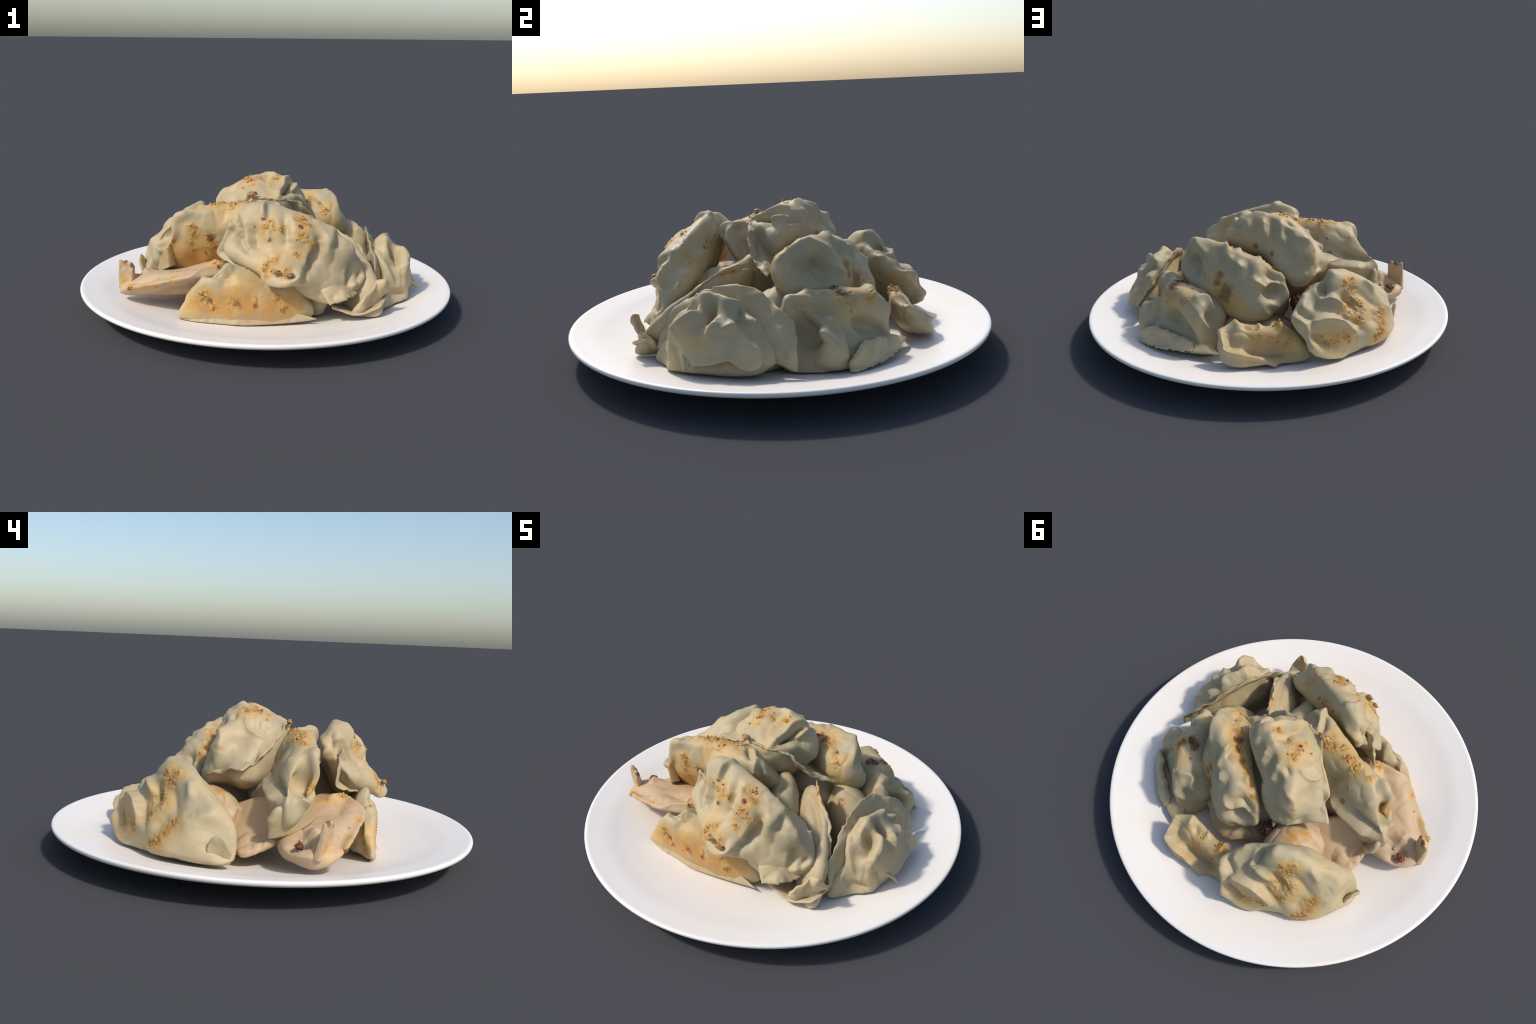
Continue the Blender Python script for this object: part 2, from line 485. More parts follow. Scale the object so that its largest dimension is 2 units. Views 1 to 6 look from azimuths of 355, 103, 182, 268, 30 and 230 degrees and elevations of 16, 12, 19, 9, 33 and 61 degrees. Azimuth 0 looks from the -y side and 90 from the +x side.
dumpling(
    center=(-0.048, 0.086, 0.495), axis=(-0.863, 0.350, -0.363), up=(-0.177, 0.465, 0.868), half=(0.284, 0.177, 0.187),
    bulges=[(24, 54, 0.99), (56, 71, 1.09), (98, 77, 1.06), (177, 69, 1.04), (-164, 42, 1.09), (-159, 26, 1.06), (-151, 5, 1.09), (109, 37, 0.98),
            (122, 60, 0.97), (123, 76, 1.07), (1, 83, 1.00), (-16, 57, 0.96), (-24, 38, 0.99), (-151, -2, 1.04), (-162, 26, 1.03), (-176, 41, 1.01),
            (120, 40, 0.96), (91, 27, 1.11), (68, 20, 1.04), (15, 25, 0.89), (-7, 1, 0.88), (-42, -9, 1.13), (-56, -13, 1.05), (-153, 66, 1.07),
            (-169, 62, 1.05), (124, 42, 0.97), (111, 18, 1.00), (-45, 28, 0.91), (-45, 4, 1.13), (-130, 3, 1.06), (-157, -4, 1.01), (167, -12, 0.87),
            (-85, -3, 0.75), (-65, 4, 1.14), (-46, 5, 1.26), (-24, 5, 1.14), (8, 2, 1.08), (89, 6, 1.03), (53, -11, 1.04), (-85, -3, 0.75),
            (67, 79, 1.09), (-149, 70, 1.07), (-143, 39, 1.06), (-140, 21, 1.11), (-139, -1, 1.22), (103, 53, 1.02), (162, 47, 0.93), (104, 6, 1.20),
            (-107, 29, 0.92), (66, 74, 1.02), (-33, 44, 0.95), (-64, 76, 0.97), (163, 48, 0.91), (72, 59, 0.99), (60, 44, 0.92)],
    folds=[(0.01, 0.014, [(0.145, 0.074, 0.166), (0.146, 0.099, 0.123)]),
           (0.01, 0.014, [(0.063, 0.084, 0.182), (0.051, 0.133, 0.109)]),
           (0.014, 0.014, [(-0.030, 0.085, 0.174), (-0.035, 0.146, 0.071)]),
           (-0.01, 0.022, [(0.107, 0.090, 0.167), (0.103, 0.124, 0.097)]),
           (-0.018, 0.024, [(0.018, 0.095, 0.173), (0.009, 0.141, 0.095)]),
           (-0.015, 0.026, [(-0.075, 0.128, 0.116), (-0.079, 0.151, 0.056)]),
           (-0.016, 0.02, [(-0.082, 0.073, 0.166), (-0.094, 0.077, 0.159)]),
           (0.014, 0.02, [(-0.119, 0.130, 0.100), (-0.179, 0.122, 0.064), (-0.207, 0.136, 0.001)]),
           (-0.012, 0.04, [(-0.104, 0.203, -0.053), (-0.159, 0.192, -0.048)]),
           (0.01, 0.012, [(-0.079, 0.191, -0.139), (-0.127, 0.191, -0.151), (-0.175, 0.174, -0.149)]),
           (0.008, 0.02, [(-0.111, 0.160, 0.034), (-0.151, 0.167, 0.011)]),
           (-0.012, 0.016, [(0.236, 0.022, 0.134), (0.191, 0.072, 0.128)]),
           (0.01, 0.014, [(0.244, 0.036, 0.112), (0.191, 0.082, 0.105)]),
           (-0.03, 0.016, [(0.124, -0.164, 0.119), (0.169, -0.096, 0.138), (0.189, -0.043, 0.162), (0.208, 0.003, 0.166)]),
           (0.016, 0.018, [(0.097, -0.193, 0.105), (0.140, -0.098, 0.151), (0.153, -0.033, 0.178), (0.192, 0.016, 0.175)]),
           (0.018, 0.016, [(0.199, -0.070, 0.135), (0.219, -0.019, 0.154)]),
           (-0.022, 0.015, [(0.133, -0.140, 0.131), (0.176, -0.101, 0.129), (0.231, -0.057, 0.099)]),
           (0.022, 0.035, [(0.161, -0.152, 0.101), (0.212, -0.086, 0.085), (0.272, -0.033, 0.019)]),
           (-0.012, 0.02, [(0.046, -0.031, 0.188), (0.065, 0.008, 0.197)]),
           (0.012, 0.02, [(0.058, 0.037, 0.198), (0.100, 0.025, 0.197)]),
           (-0.016, 0.04, [(-0.133, -0.031, 0.128), (-0.135, -0.094, 0.101)]),
           (0.01, 0.011, [(-0.104, 0.017, 0.156), (-0.153, 0.007, 0.107), (-0.176, -0.031, 0.082), (-0.167, -0.079, 0.066)]),
           (-0.01, 0.045, [(-0.198, 0.065, 0.041), (-0.204, 0.032, 0.040)]),
           (0.01, 0.03, [(-0.156, 0.114, 0.096), (-0.183, 0.157, 0.010)])],
    stains=[(-0.049, 0.009, 0.184, 0.04, 1, 1),
            (-0.031, -0.045, 0.180, 0.035, 1, 1),
            (-0.030, -0.094, 0.164, 0.025, 0.9, 1),
            (0.012, -0.025, 0.190, 0.04, 0.6, 1),
            (0.108, -0.031, 0.183, 0.028, 1, 1),
            (0.073, -0.103, 0.162, 0.02, 0.6, 1),
            (-0.044, -0.020, 0.181, 0.03, 0.9, 1),
            (-0.070, 0.010, 0.175, 0.03, 0.6, 1),
            (0.103, 0.126, 0.047, 0.022, 0.8, 2),
            (0.017, 0.160, 0.016, 0.02, 0.7, 2),
            (0.126, 0.104, 0.014, 0.05, 0.5, 0),
            (0.077, -0.173, 0.129, 0.09, 0.35, 0),
            (-0.082, -0.076, 0.154, 0.02, 0.8, 1)],
    frills=[dict(base=[(-0.030, -0.132, 0.086), (-0.082, -0.109, 0.052), (-0.136, -0.071, 0.011), (-0.174, -0.039, -0.002), (-0.205, -0.017, -0.035), (-0.212, 0.001, -0.033), (-0.220, 0.020, -0.045), (-0.206, 0.060, -0.046), (-0.157, 0.141, -0.087)],
                 edge=[(-0.043, -0.191, 0.124), (-0.102, -0.136, 0.065), (-0.187, -0.098, 0.015), (-0.252, -0.056, -0.003), (-0.257, -0.021, -0.045), (-0.302, 0.002, -0.048), (-0.344, 0.032, -0.070), (-0.287, 0.084, -0.065), (-0.202, 0.182, -0.113)], thick=0.017, wave=0.02, freq=12.0),
            dict(base=[(-0.026, -0.128, 0.080), (0.057, -0.147, 0.079), (0.124, -0.118, 0.059), (0.148, -0.096, 0.022), (0.163, -0.070, -0.018), (0.172, -0.024, -0.040)],
                 edge=[(-0.037, -0.186, 0.117), (0.078, -0.201, 0.108), (0.190, -0.181, 0.090), (0.263, -0.171, 0.038), (0.318, -0.136, -0.035), (0.413, -0.056, -0.095)], thick=0.016, wave=0.012, rag=0.006)],
    scraps=[dict(place=(-0.034, -0.191, 0.130), size=0.015, tone=(190, 146, 92), name='crust_nugget', stretch=(1.6, 0.8, 0.8))],
)


dumpling(
    center=(0.188, 0.267, 0.371), axis=(-0.830, 0.460, -0.314), up=(-0.313, 0.081, 0.946), half=(0.331, 0.141, 0.192),
    bulges=[(165, 8, 0.99), (-143, -17, 0.95), (-106, -15, 1.13), (-80, -20, 1.02), (-58, -14, 1.10), (-41, -12, 1.06), (-5, -18, 0.96), (38, 10, 1.20),
            (54, 4, 0.71), (-168, -20, 1.04), (-176, 1, 0.96), (-170, 32, 1.03), (-171, 45, 1.04), (-168, 68, 0.99), (-165, 87, 0.97), (25, 75, 0.96),
            (24, 53, 1.08), (28, 31, 1.14), (29, 20, 1.17), (28, 4, 1.02), (22, -12, 0.95), (143, -4, 1.11), (144, 17, 1.10), (161, 37, 0.96),
            (-167, 56, 1.04), (-136, 71, 1.05), (-51, 72, 1.04), (-42, 48, 0.99), (-45, 22, 0.97), (-42, -9, 1.08), (-153, 51, 1.06), (-167, 30, 0.99),
            (-177, 6, 0.94), (-174, -20, 1.01), (-101, 69, 1.05), (-133, 50, 1.05), (-141, 35, 1.04), (-125, 8, 0.94), (-52, 35, 0.94), (-56, 55, 1.00),
            (-111, 64, 1.06), (-151, 54, 1.06), (-80, -5, 0.93), (1, 48, 0.97), (-25, 33, 0.86), (-70, 54, 0.93)],
    folds=[(-0.022, 0.028, [(0.195, 0.001, 0.107), (0.162, 0.046, 0.076)]),
           (0.012, 0.02, [(0.145, 0.045, 0.097), (0.097, 0.094, 0.043)]),
           (0.008, 0.016, [(0.001, 0.079, 0.151), (-0.004, 0.085, 0.141)]),
           (0.014, 0.016, [(-0.056, 0.104, 0.131), (-0.069, 0.114, 0.118)]),
           (-0.012, 0.02, [(-0.032, 0.099, 0.129), (-0.037, 0.113, 0.101)]),
           (-0.03, 0.034, [(-0.227, 0.103, 0.069), (-0.239, 0.109, 0.050)]),
           (0.022, 0.018, [(-0.144, 0.157, 0.052), (-0.194, 0.147, 0.019), (-0.228, 0.122, 0.033), (-0.282, 0.105, 0.018)]),
           (-0.028, 0.034, [(-0.220, 0.138, -0.014), (-0.247, 0.126, -0.006)]),
           (-0.01, 0.03, [(-0.103, 0.093, 0.148), (-0.112, 0.134, 0.093)]),
           (0.01, 0.03, [(-0.157, 0.082, 0.132), (-0.144, 0.146, 0.072)]),
           (0.01, 0.02, [(-0.221, 0.166, -0.065), (-0.258, 0.133, -0.096)]),
           (0.012, 0.013, [(0.017, -0.020, 0.203), (0.009, 0.017, 0.202)]),
           (-0.01, 0.012, [(-0.020, -0.002, 0.192), (-0.028, 0.035, 0.192)]),
           (0.012, 0.013, [(-0.053, 0.011, 0.188), (-0.057, 0.016, 0.177)]),
           (0.012, 0.013, [(-0.155, 0.004, 0.131), (-0.161, 0.030, 0.128)]),
           (0.012, 0.015, [(-0.268, 0.051, 0.055), (-0.288, 0.069, 0.037)]),
           (-0.035, 0.045, [(0.207, 0.002, 0.081), (0.202, 0.026, 0.053)]),
           (-0.012, 0.028, [(0.257, -0.123, 0.118), (0.250, -0.060, 0.074), (0.230, 0.003, 0.020)]),
           (0.012, 0.02, [(0.177, -0.075, 0.207), (0.167, -0.027, 0.195), (0.107, 0.042, 0.149)]),
           (0.012, 0.016, [(-0.008, 0.072, 0.166), (-0.049, 0.114, 0.108)]),
           (-0.012, 0.018, [(0.048, 0.048, 0.177), (0.045, 0.077, 0.125)]),
           (-0.012, 0.025, [(0.014, -0.040, 0.189), (0.130, -0.143, 0.176), (0.140, -0.206, 0.123)]),
           (0.012, 0.02, [(0.177, -0.054, 0.205), (0.217, -0.128, 0.166), (0.227, -0.174, 0.132)])],
    stains=[(-0.015, -0.052, 0.168, 0.04, 1, 1),
            (0.018, -0.082, 0.170, 0.035, 0.9, 2),
            (0.064, -0.106, 0.178, 0.045, 0.9, 1),
            (0.129, -0.159, 0.167, 0.025, 1, 1),
            (0.148, -0.204, 0.129, 0.035, 0.9, 1),
            (0.156, -0.194, 0.144, 0.1, 0.8, 0),
            (0.034, -0.080, 0.178, 0.1, 0.7, 0),
            (0.148, -0.216, 0.062, 0.1, 0.6, 0),
            (0.085, -0.109, 0.183, 0.025, 1, 1),
            (0.030, -0.071, 0.181, 0.03, 1, 1),
            (-0.023, -0.040, 0.169, 0.035, 1, 1),
            (-0.078, -0.020, 0.151, 0.03, 1, 1),
            (-0.134, -0.003, 0.130, 0.025, 1, 1),
            (-0.194, 0.022, 0.106, 0.025, 1, 1),
            (-0.240, 0.045, 0.079, 0.025, 1, 1),
            (0.048, 0.101, 0.067, 0.03, 0.6, 1),
            (0.056, 0.113, 0.026, 0.035, 0.7, 2),
            (0.011, 0.144, -0.025, 0.05, 0.65, 2),
            (-0.018, 0.145, 0.013, 0.03, 0.4, 2),
            (0.036, 0.129, -0.006, 0.11, 0.9, 0),
            (-0.025, 0.166, -0.075, 0.1, 0.9, 0),
            (0.040, 0.103, 0.069, 0.03, 0.6, 2),
            (0.011, 0.139, -0.004, 0.05, 0.7, 2),
            (0.045, 0.119, 0.022, 0.08, 0.8, 0)],
)


dumpling(
    center=(0.425, 0.317, 0.196), axis=(-0.694, 0.713, -0.101), up=(0.160, 0.290, 0.944), half=(0.293, 0.163, 0.200),
    bulges=[(-132, 50, 0.93), (172, 37, 1.02), (149, 44, 1.10), (104, 44, 0.91), (69, 38, 0.90), (61, 15, 0.99), (51, 3, 1.08), (35, -14, 0.94),
            (152, 24, 1.01), (148, 33, 1.12), (139, 47, 1.06), (109, 65, 0.95), (77, 70, 1.01), (27, 66, 0.95), (-4, 56, 1.08), (-19, 39, 1.07),
            (-26, 23, 1.03), (-31, 7, 1.01), (-2, 54, 1.08), (-29, 64, 1.05), (-104, 67, 0.93), (-113, 46, 1.12), (-113, 16, 1.27), (-131, 14, 0.94),
            (-105, 15, 1.25), (-85, 3, 1.17), (-62, 0, 1.04), (-24, -9, 1.03), (-10, -21, 1.00), (102, 76, 0.99), (-34, 59, 1.04), (25, 51, 1.03),
            (-4, 33, 0.93), (-83, 38, 0.64), (-44, 6, 1.04)],
    folds=[(0.024, 0.02, [(-0.058, 0.180, 0.151), (-0.125, 0.131, 0.144), (-0.154, 0.156, 0.112), (-0.186, 0.146, 0.078)]),
           (-0.018, 0.028, [(-0.149, 0.196, 0.070), (-0.156, 0.195, 0.045)]),
           (0.014, 0.022, [(-0.100, 0.222, 0.102), (-0.126, 0.231, 0.052), (-0.170, 0.195, 0.007)]),
           (-0.02, 0.022, [(0.147, -0.066, 0.150), (0.138, 0.054, 0.128), (0.128, 0.106, 0.038)]),
           (-0.022, 0.026, [(0.042, 0.101, 0.045), (-0.031, 0.208, -0.001), (-0.076, 0.237, -0.051)]),
           (0.012, 0.02, [(0.130, -0.074, 0.173), (0.117, -0.142, 0.183)]),
           (0.012, 0.03, [(-0.086, 0.070, 0.165), (-0.152, 0.011, 0.112), (-0.199, 0.077, 0.084)]),
           (-0.03, 0.05, [(0.192, -0.006, 0.108), (0.200, 0.056, 0.074)]),
           (-0.03, 0.05, [(0.181, -0.087, 0.051), (0.200, -0.067, -0.007)]),
           (-0.032, 0.03, [(0.156, -0.091, 0.150), (0.181, -0.082, 0.051), (0.200, -0.063, 0.006)]),
           (0.02, 0.032, [(0.189, -0.057, 0.067), (0.226, 0.013, 0.059), (0.211, 0.071, -0.015), (0.175, 0.093, -0.069)]),
           (-0.018, 0.022, [(0.118, 0.102, 0.049), (0.166, 0.112, -0.013), (0.169, 0.102, -0.064)]),
           (-0.012, 0.02, [(0.191, -0.087, -0.004), (0.220, -0.035, 0.014), (0.234, 0.013, 0.008)]),
           (0.012, 0.022, [(0.109, -0.169, 0.167), (0.138, -0.160, 0.169)]),
           (0.014, 0.026, [(0.077, -0.087, 0.194), (0.098, -0.077, 0.192)]),
           (0.012, 0.016, [(0.129, -0.066, 0.172), (0.099, -0.039, 0.183), (0.064, -0.006, 0.190)]),
           (-0.016, 0.02, [(0.147, -0.130, 0.172), (0.154, -0.122, 0.165)]),
           (-0.018, 0.018, [(0.097, -0.055, 0.189), (0.106, -0.048, 0.182)])],
    stains=[(0.017, 0.012, 0.193, 0.045, 1, 2),
            (0.043, 0.052, 0.183, 0.04, 0.8, 2),
            (-0.018, 0.031, 0.188, 0.03, 0.8, 2),
            (0.054, 0.092, 0.152, 0.055, 0.5, 1),
            (-0.012, 0.165, 0.131, 0.03, 0.8, 1),
            (-0.056, 0.080, 0.178, 0.012, 0.9, 2),
            (-0.028, 0.126, 0.174, 0.06, 0.5, 0),
            (0.092, 0.060, 0.150, 0.06, 0.4, 1),
            (0.065, 0.094, 0.127, 0.03, 0.6, 1),
            (-0.038, 0.174, 0.149, 0.03, 0.7, 1),
            (-0.005, 0.010, 0.192, 0.04, 0.9, 2)],
    frills=[dict(base=[(0.210, 0.103, -0.106), (0.165, 0.163, -0.096), (0.090, 0.213, -0.086), (0.015, 0.253, -0.081), (-0.075, 0.283, -0.076)],
                 edge=[(0.220, 0.103, -0.061), (0.162, 0.142, -0.007), (0.087, 0.182, -0.006), (0.005, 0.228, -0.018), (-0.075, 0.268, -0.036)], thick=0.034, wave=0.012, freq=14.0, rag=0.006),
            dict(base=[(0.134, 0.065, -0.055), (0.096, 0.101, -0.053), (0.047, 0.128, -0.046), (0.002, 0.150, -0.043), (-0.043, 0.172, -0.044)],
                 edge=[(0.235, 0.113, -0.096), (0.175, 0.183, -0.096), (0.090, 0.243, -0.088), (0.005, 0.283, -0.081), (-0.075, 0.298, -0.076)], thick=0.02, wave=0.006, rag=0.008),
            dict(base=[(-0.036, 0.157, -0.050), (-0.053, 0.164, -0.045), (-0.085, 0.166, -0.047), (-0.111, 0.156, -0.049)],
                 edge=[(-0.065, 0.283, -0.091), (-0.096, 0.298, -0.083), (-0.158, 0.308, -0.088), (-0.215, 0.303, -0.096)], thick=0.02)],
    skirt=0.05,
)


dumpling(
    center=(0.640, -0.144, 0.197), axis=(0.282, 0.934, 0.220), up=(-0.120, -0.193, 0.974), half=(0.253, 0.129, 0.174),
    bulges=[(-173, 8, 1.09), (-127, 30, 1.04), (165, 72, 1.02), (125, 82, 1.11), (48, 75, 1.14), (36, 63, 1.10), (32, 48, 1.10), (35, 25, 0.94),
            (31, -1, 1.06), (23, -18, 1.21), (-169, -21, 1.08), (-121, -48, 0.85), (-28, -66, 0.92), (-26, 60, 0.97), (-64, 36, 0.98), (-91, 22, 1.02),
            (-102, 4, 1.09), (-117, -18, 1.15), (-153, -27, 0.98), (165, -23, 1.10), (-27, -9, 1.06), (-42, -29, 1.04), (-82, -35, 0.90), (-130, -24, 1.06),
            (-173, -17, 1.11), (171, -7, 1.21), (-19, -19, 1.08), (-41, 4, 1.01), (-64, 30, 0.99), (-94, 36, 1.11), (-121, 27, 1.07), (-148, 12, 0.82),
            (-29, -26, 1.13), (-48, 10, 0.99), (-71, 39, 0.98), (-32, 73, 1.05), (107, 83, 1.09), (-126, 47, 0.92), (-103, 74, 0.95), (102, 38, 0.84),
            (56, 17, 0.99), (157, 12, 0.91), (12, 27, 0.84), (-7, 10, 0.76)],
    folds=[(-0.026, 0.024, [(0.036, 0.002, 0.164), (0.059, 0.011, 0.152)]),
           (0.014, 0.022, [(0.004, -0.045, 0.164), (0.053, -0.045, 0.141), (0.076, -0.086, 0.115), (0.075, -0.134, 0.078)]),
           (0.016, 0.017, [(0.084, 0.036, 0.136), (0.107, 0.025, 0.109), (0.119, 0.011, 0.078)]),
           (-0.014, 0.03, [(0.085, -0.007, 0.133), (0.103, -0.019, 0.107)]),
           (0.034, 0.022, [(0.028, 0.162, 0.109), (0.028, 0.166, 0.098)]),
           (0.014, 0.014, [(0.010, 0.178, 0.098), (0.013, 0.198, 0.075), (0.029, 0.225, 0.054)]),
           (-0.024, 0.026, [(0.017, 0.143, 0.155), (0.051, 0.141, 0.115)]),
           (0.012, 0.022, [(0.111, 0.083, 0.106), (0.086, 0.119, 0.115)]),
           (-0.012, 0.03, [(0.126, 0.070, 0.082), (0.129, 0.123, 0.077)]),
           (0.014, 0.02, [(-0.028, -0.095, 0.146), (-0.026, -0.048, 0.177), (-0.015, 0.024, 0.195), (0.013, 0.085, 0.185), (-0.010, 0.139, 0.164)]),
           (0.02, 0.02, [(0.121, -0.071, -0.044), (0.131, 0.039, -0.031), (0.142, 0.103, -0.012), (0.137, 0.150, -0.038), (0.129, 0.183, -0.048), (0.125, 0.217, -0.030), (0.113, 0.231, 0.004)]),
           (-0.022, 0.017, [(0.115, -0.061, -0.071), (0.116, 0.033, -0.064), (0.133, 0.102, -0.041), (0.117, 0.151, -0.072), (0.096, 0.211, -0.072)]),
           (-0.012, 0.03, [(0.066, 0.242, 0.027), (0.094, 0.251, -0.016)]),
           (-0.042, 0.024, [(0.021, -0.080, 0.133), (0.024, -0.133, 0.099)]),
           (0.012, 0.018, [(-0.067, -0.055, 0.165), (-0.014, -0.100, 0.133), (0.022, -0.141, 0.093)]),
           (0.018, 0.024, [(0.058, -0.025, 0.145), (0.062, -0.111, 0.109), (0.062, -0.163, 0.053)]),
           (-0.014, 0.022, [(-0.056, 0.019, 0.181), (0.049, 0.005, 0.157), (0.111, 0.004, 0.098)]),
           (0.014, 0.022, [(-0.056, -0.013, 0.182), (0.014, -0.019, 0.171)]),
           (0.014, 0.022, [(-0.088, -0.064, 0.132), (-0.054, -0.153, 0.093), (-0.009, -0.194, -0.001), (0.055, -0.185, -0.039)]),
           (-0.022, 0.03, [(-0.096, -0.138, 0.055), (-0.073, -0.211, 0.024), (-0.030, -0.216, -0.008)]),
           (-0.014, 0.03, [(0.097, -0.136, 0.011), (0.105, -0.109, -0.088)]),
           (-0.015, 0.03, [(-0.000, -0.208, -0.056), (0.041, -0.190, -0.062)])],
    stains=[(0.121, -0.023, 0.038, 0.05, 0.6, 0),
            (-0.082, -0.176, 0.047, 0.03, 0.5, 0)],
    frills=[dict(base=[(-0.066, -0.197, -0.046), (-0.066, -0.158, 0.002), (-0.059, -0.113, 0.049), (-0.062, -0.068, 0.088), (-0.058, -0.014, 0.108), (-0.054, 0.027, 0.108), (-0.044, 0.069, 0.105), (-0.033, 0.102, 0.089), (-0.021, 0.124, 0.069), (-0.006, 0.149, 0.049), (0.014, 0.180, 0.027), (0.030, 0.199, -0.009), (0.030, 0.185, -0.044)],
                 edge=[(-0.095, -0.286, -0.067), (-0.110, -0.266, 0.003), (-0.113, -0.218, 0.093), (-0.115, -0.126, 0.163), (-0.110, -0.026, 0.203), (-0.110, 0.054, 0.221), (-0.092, 0.144, 0.218), (-0.070, 0.214, 0.188), (-0.045, 0.269, 0.148), (-0.012, 0.331, 0.108), (0.028, 0.357, 0.053), (0.055, 0.366, -0.017), (0.060, 0.364, -0.087)], thick=0.014, wave=0.012, freq=16.0, rag=0.006),
            dict(base=[(0.093, -0.098, -0.006), (0.105, -0.049, -0.035), (0.104, -0.050, -0.038), (0.103, -0.055, 0.003)],
                 edge=[(0.100, -0.106, -0.007), (0.166, -0.078, -0.055), (0.168, -0.081, -0.061), (0.105, -0.056, 0.003)], thick=0.014, wave=0.002, name='dough_tail')],
    skirt=0.035,
)


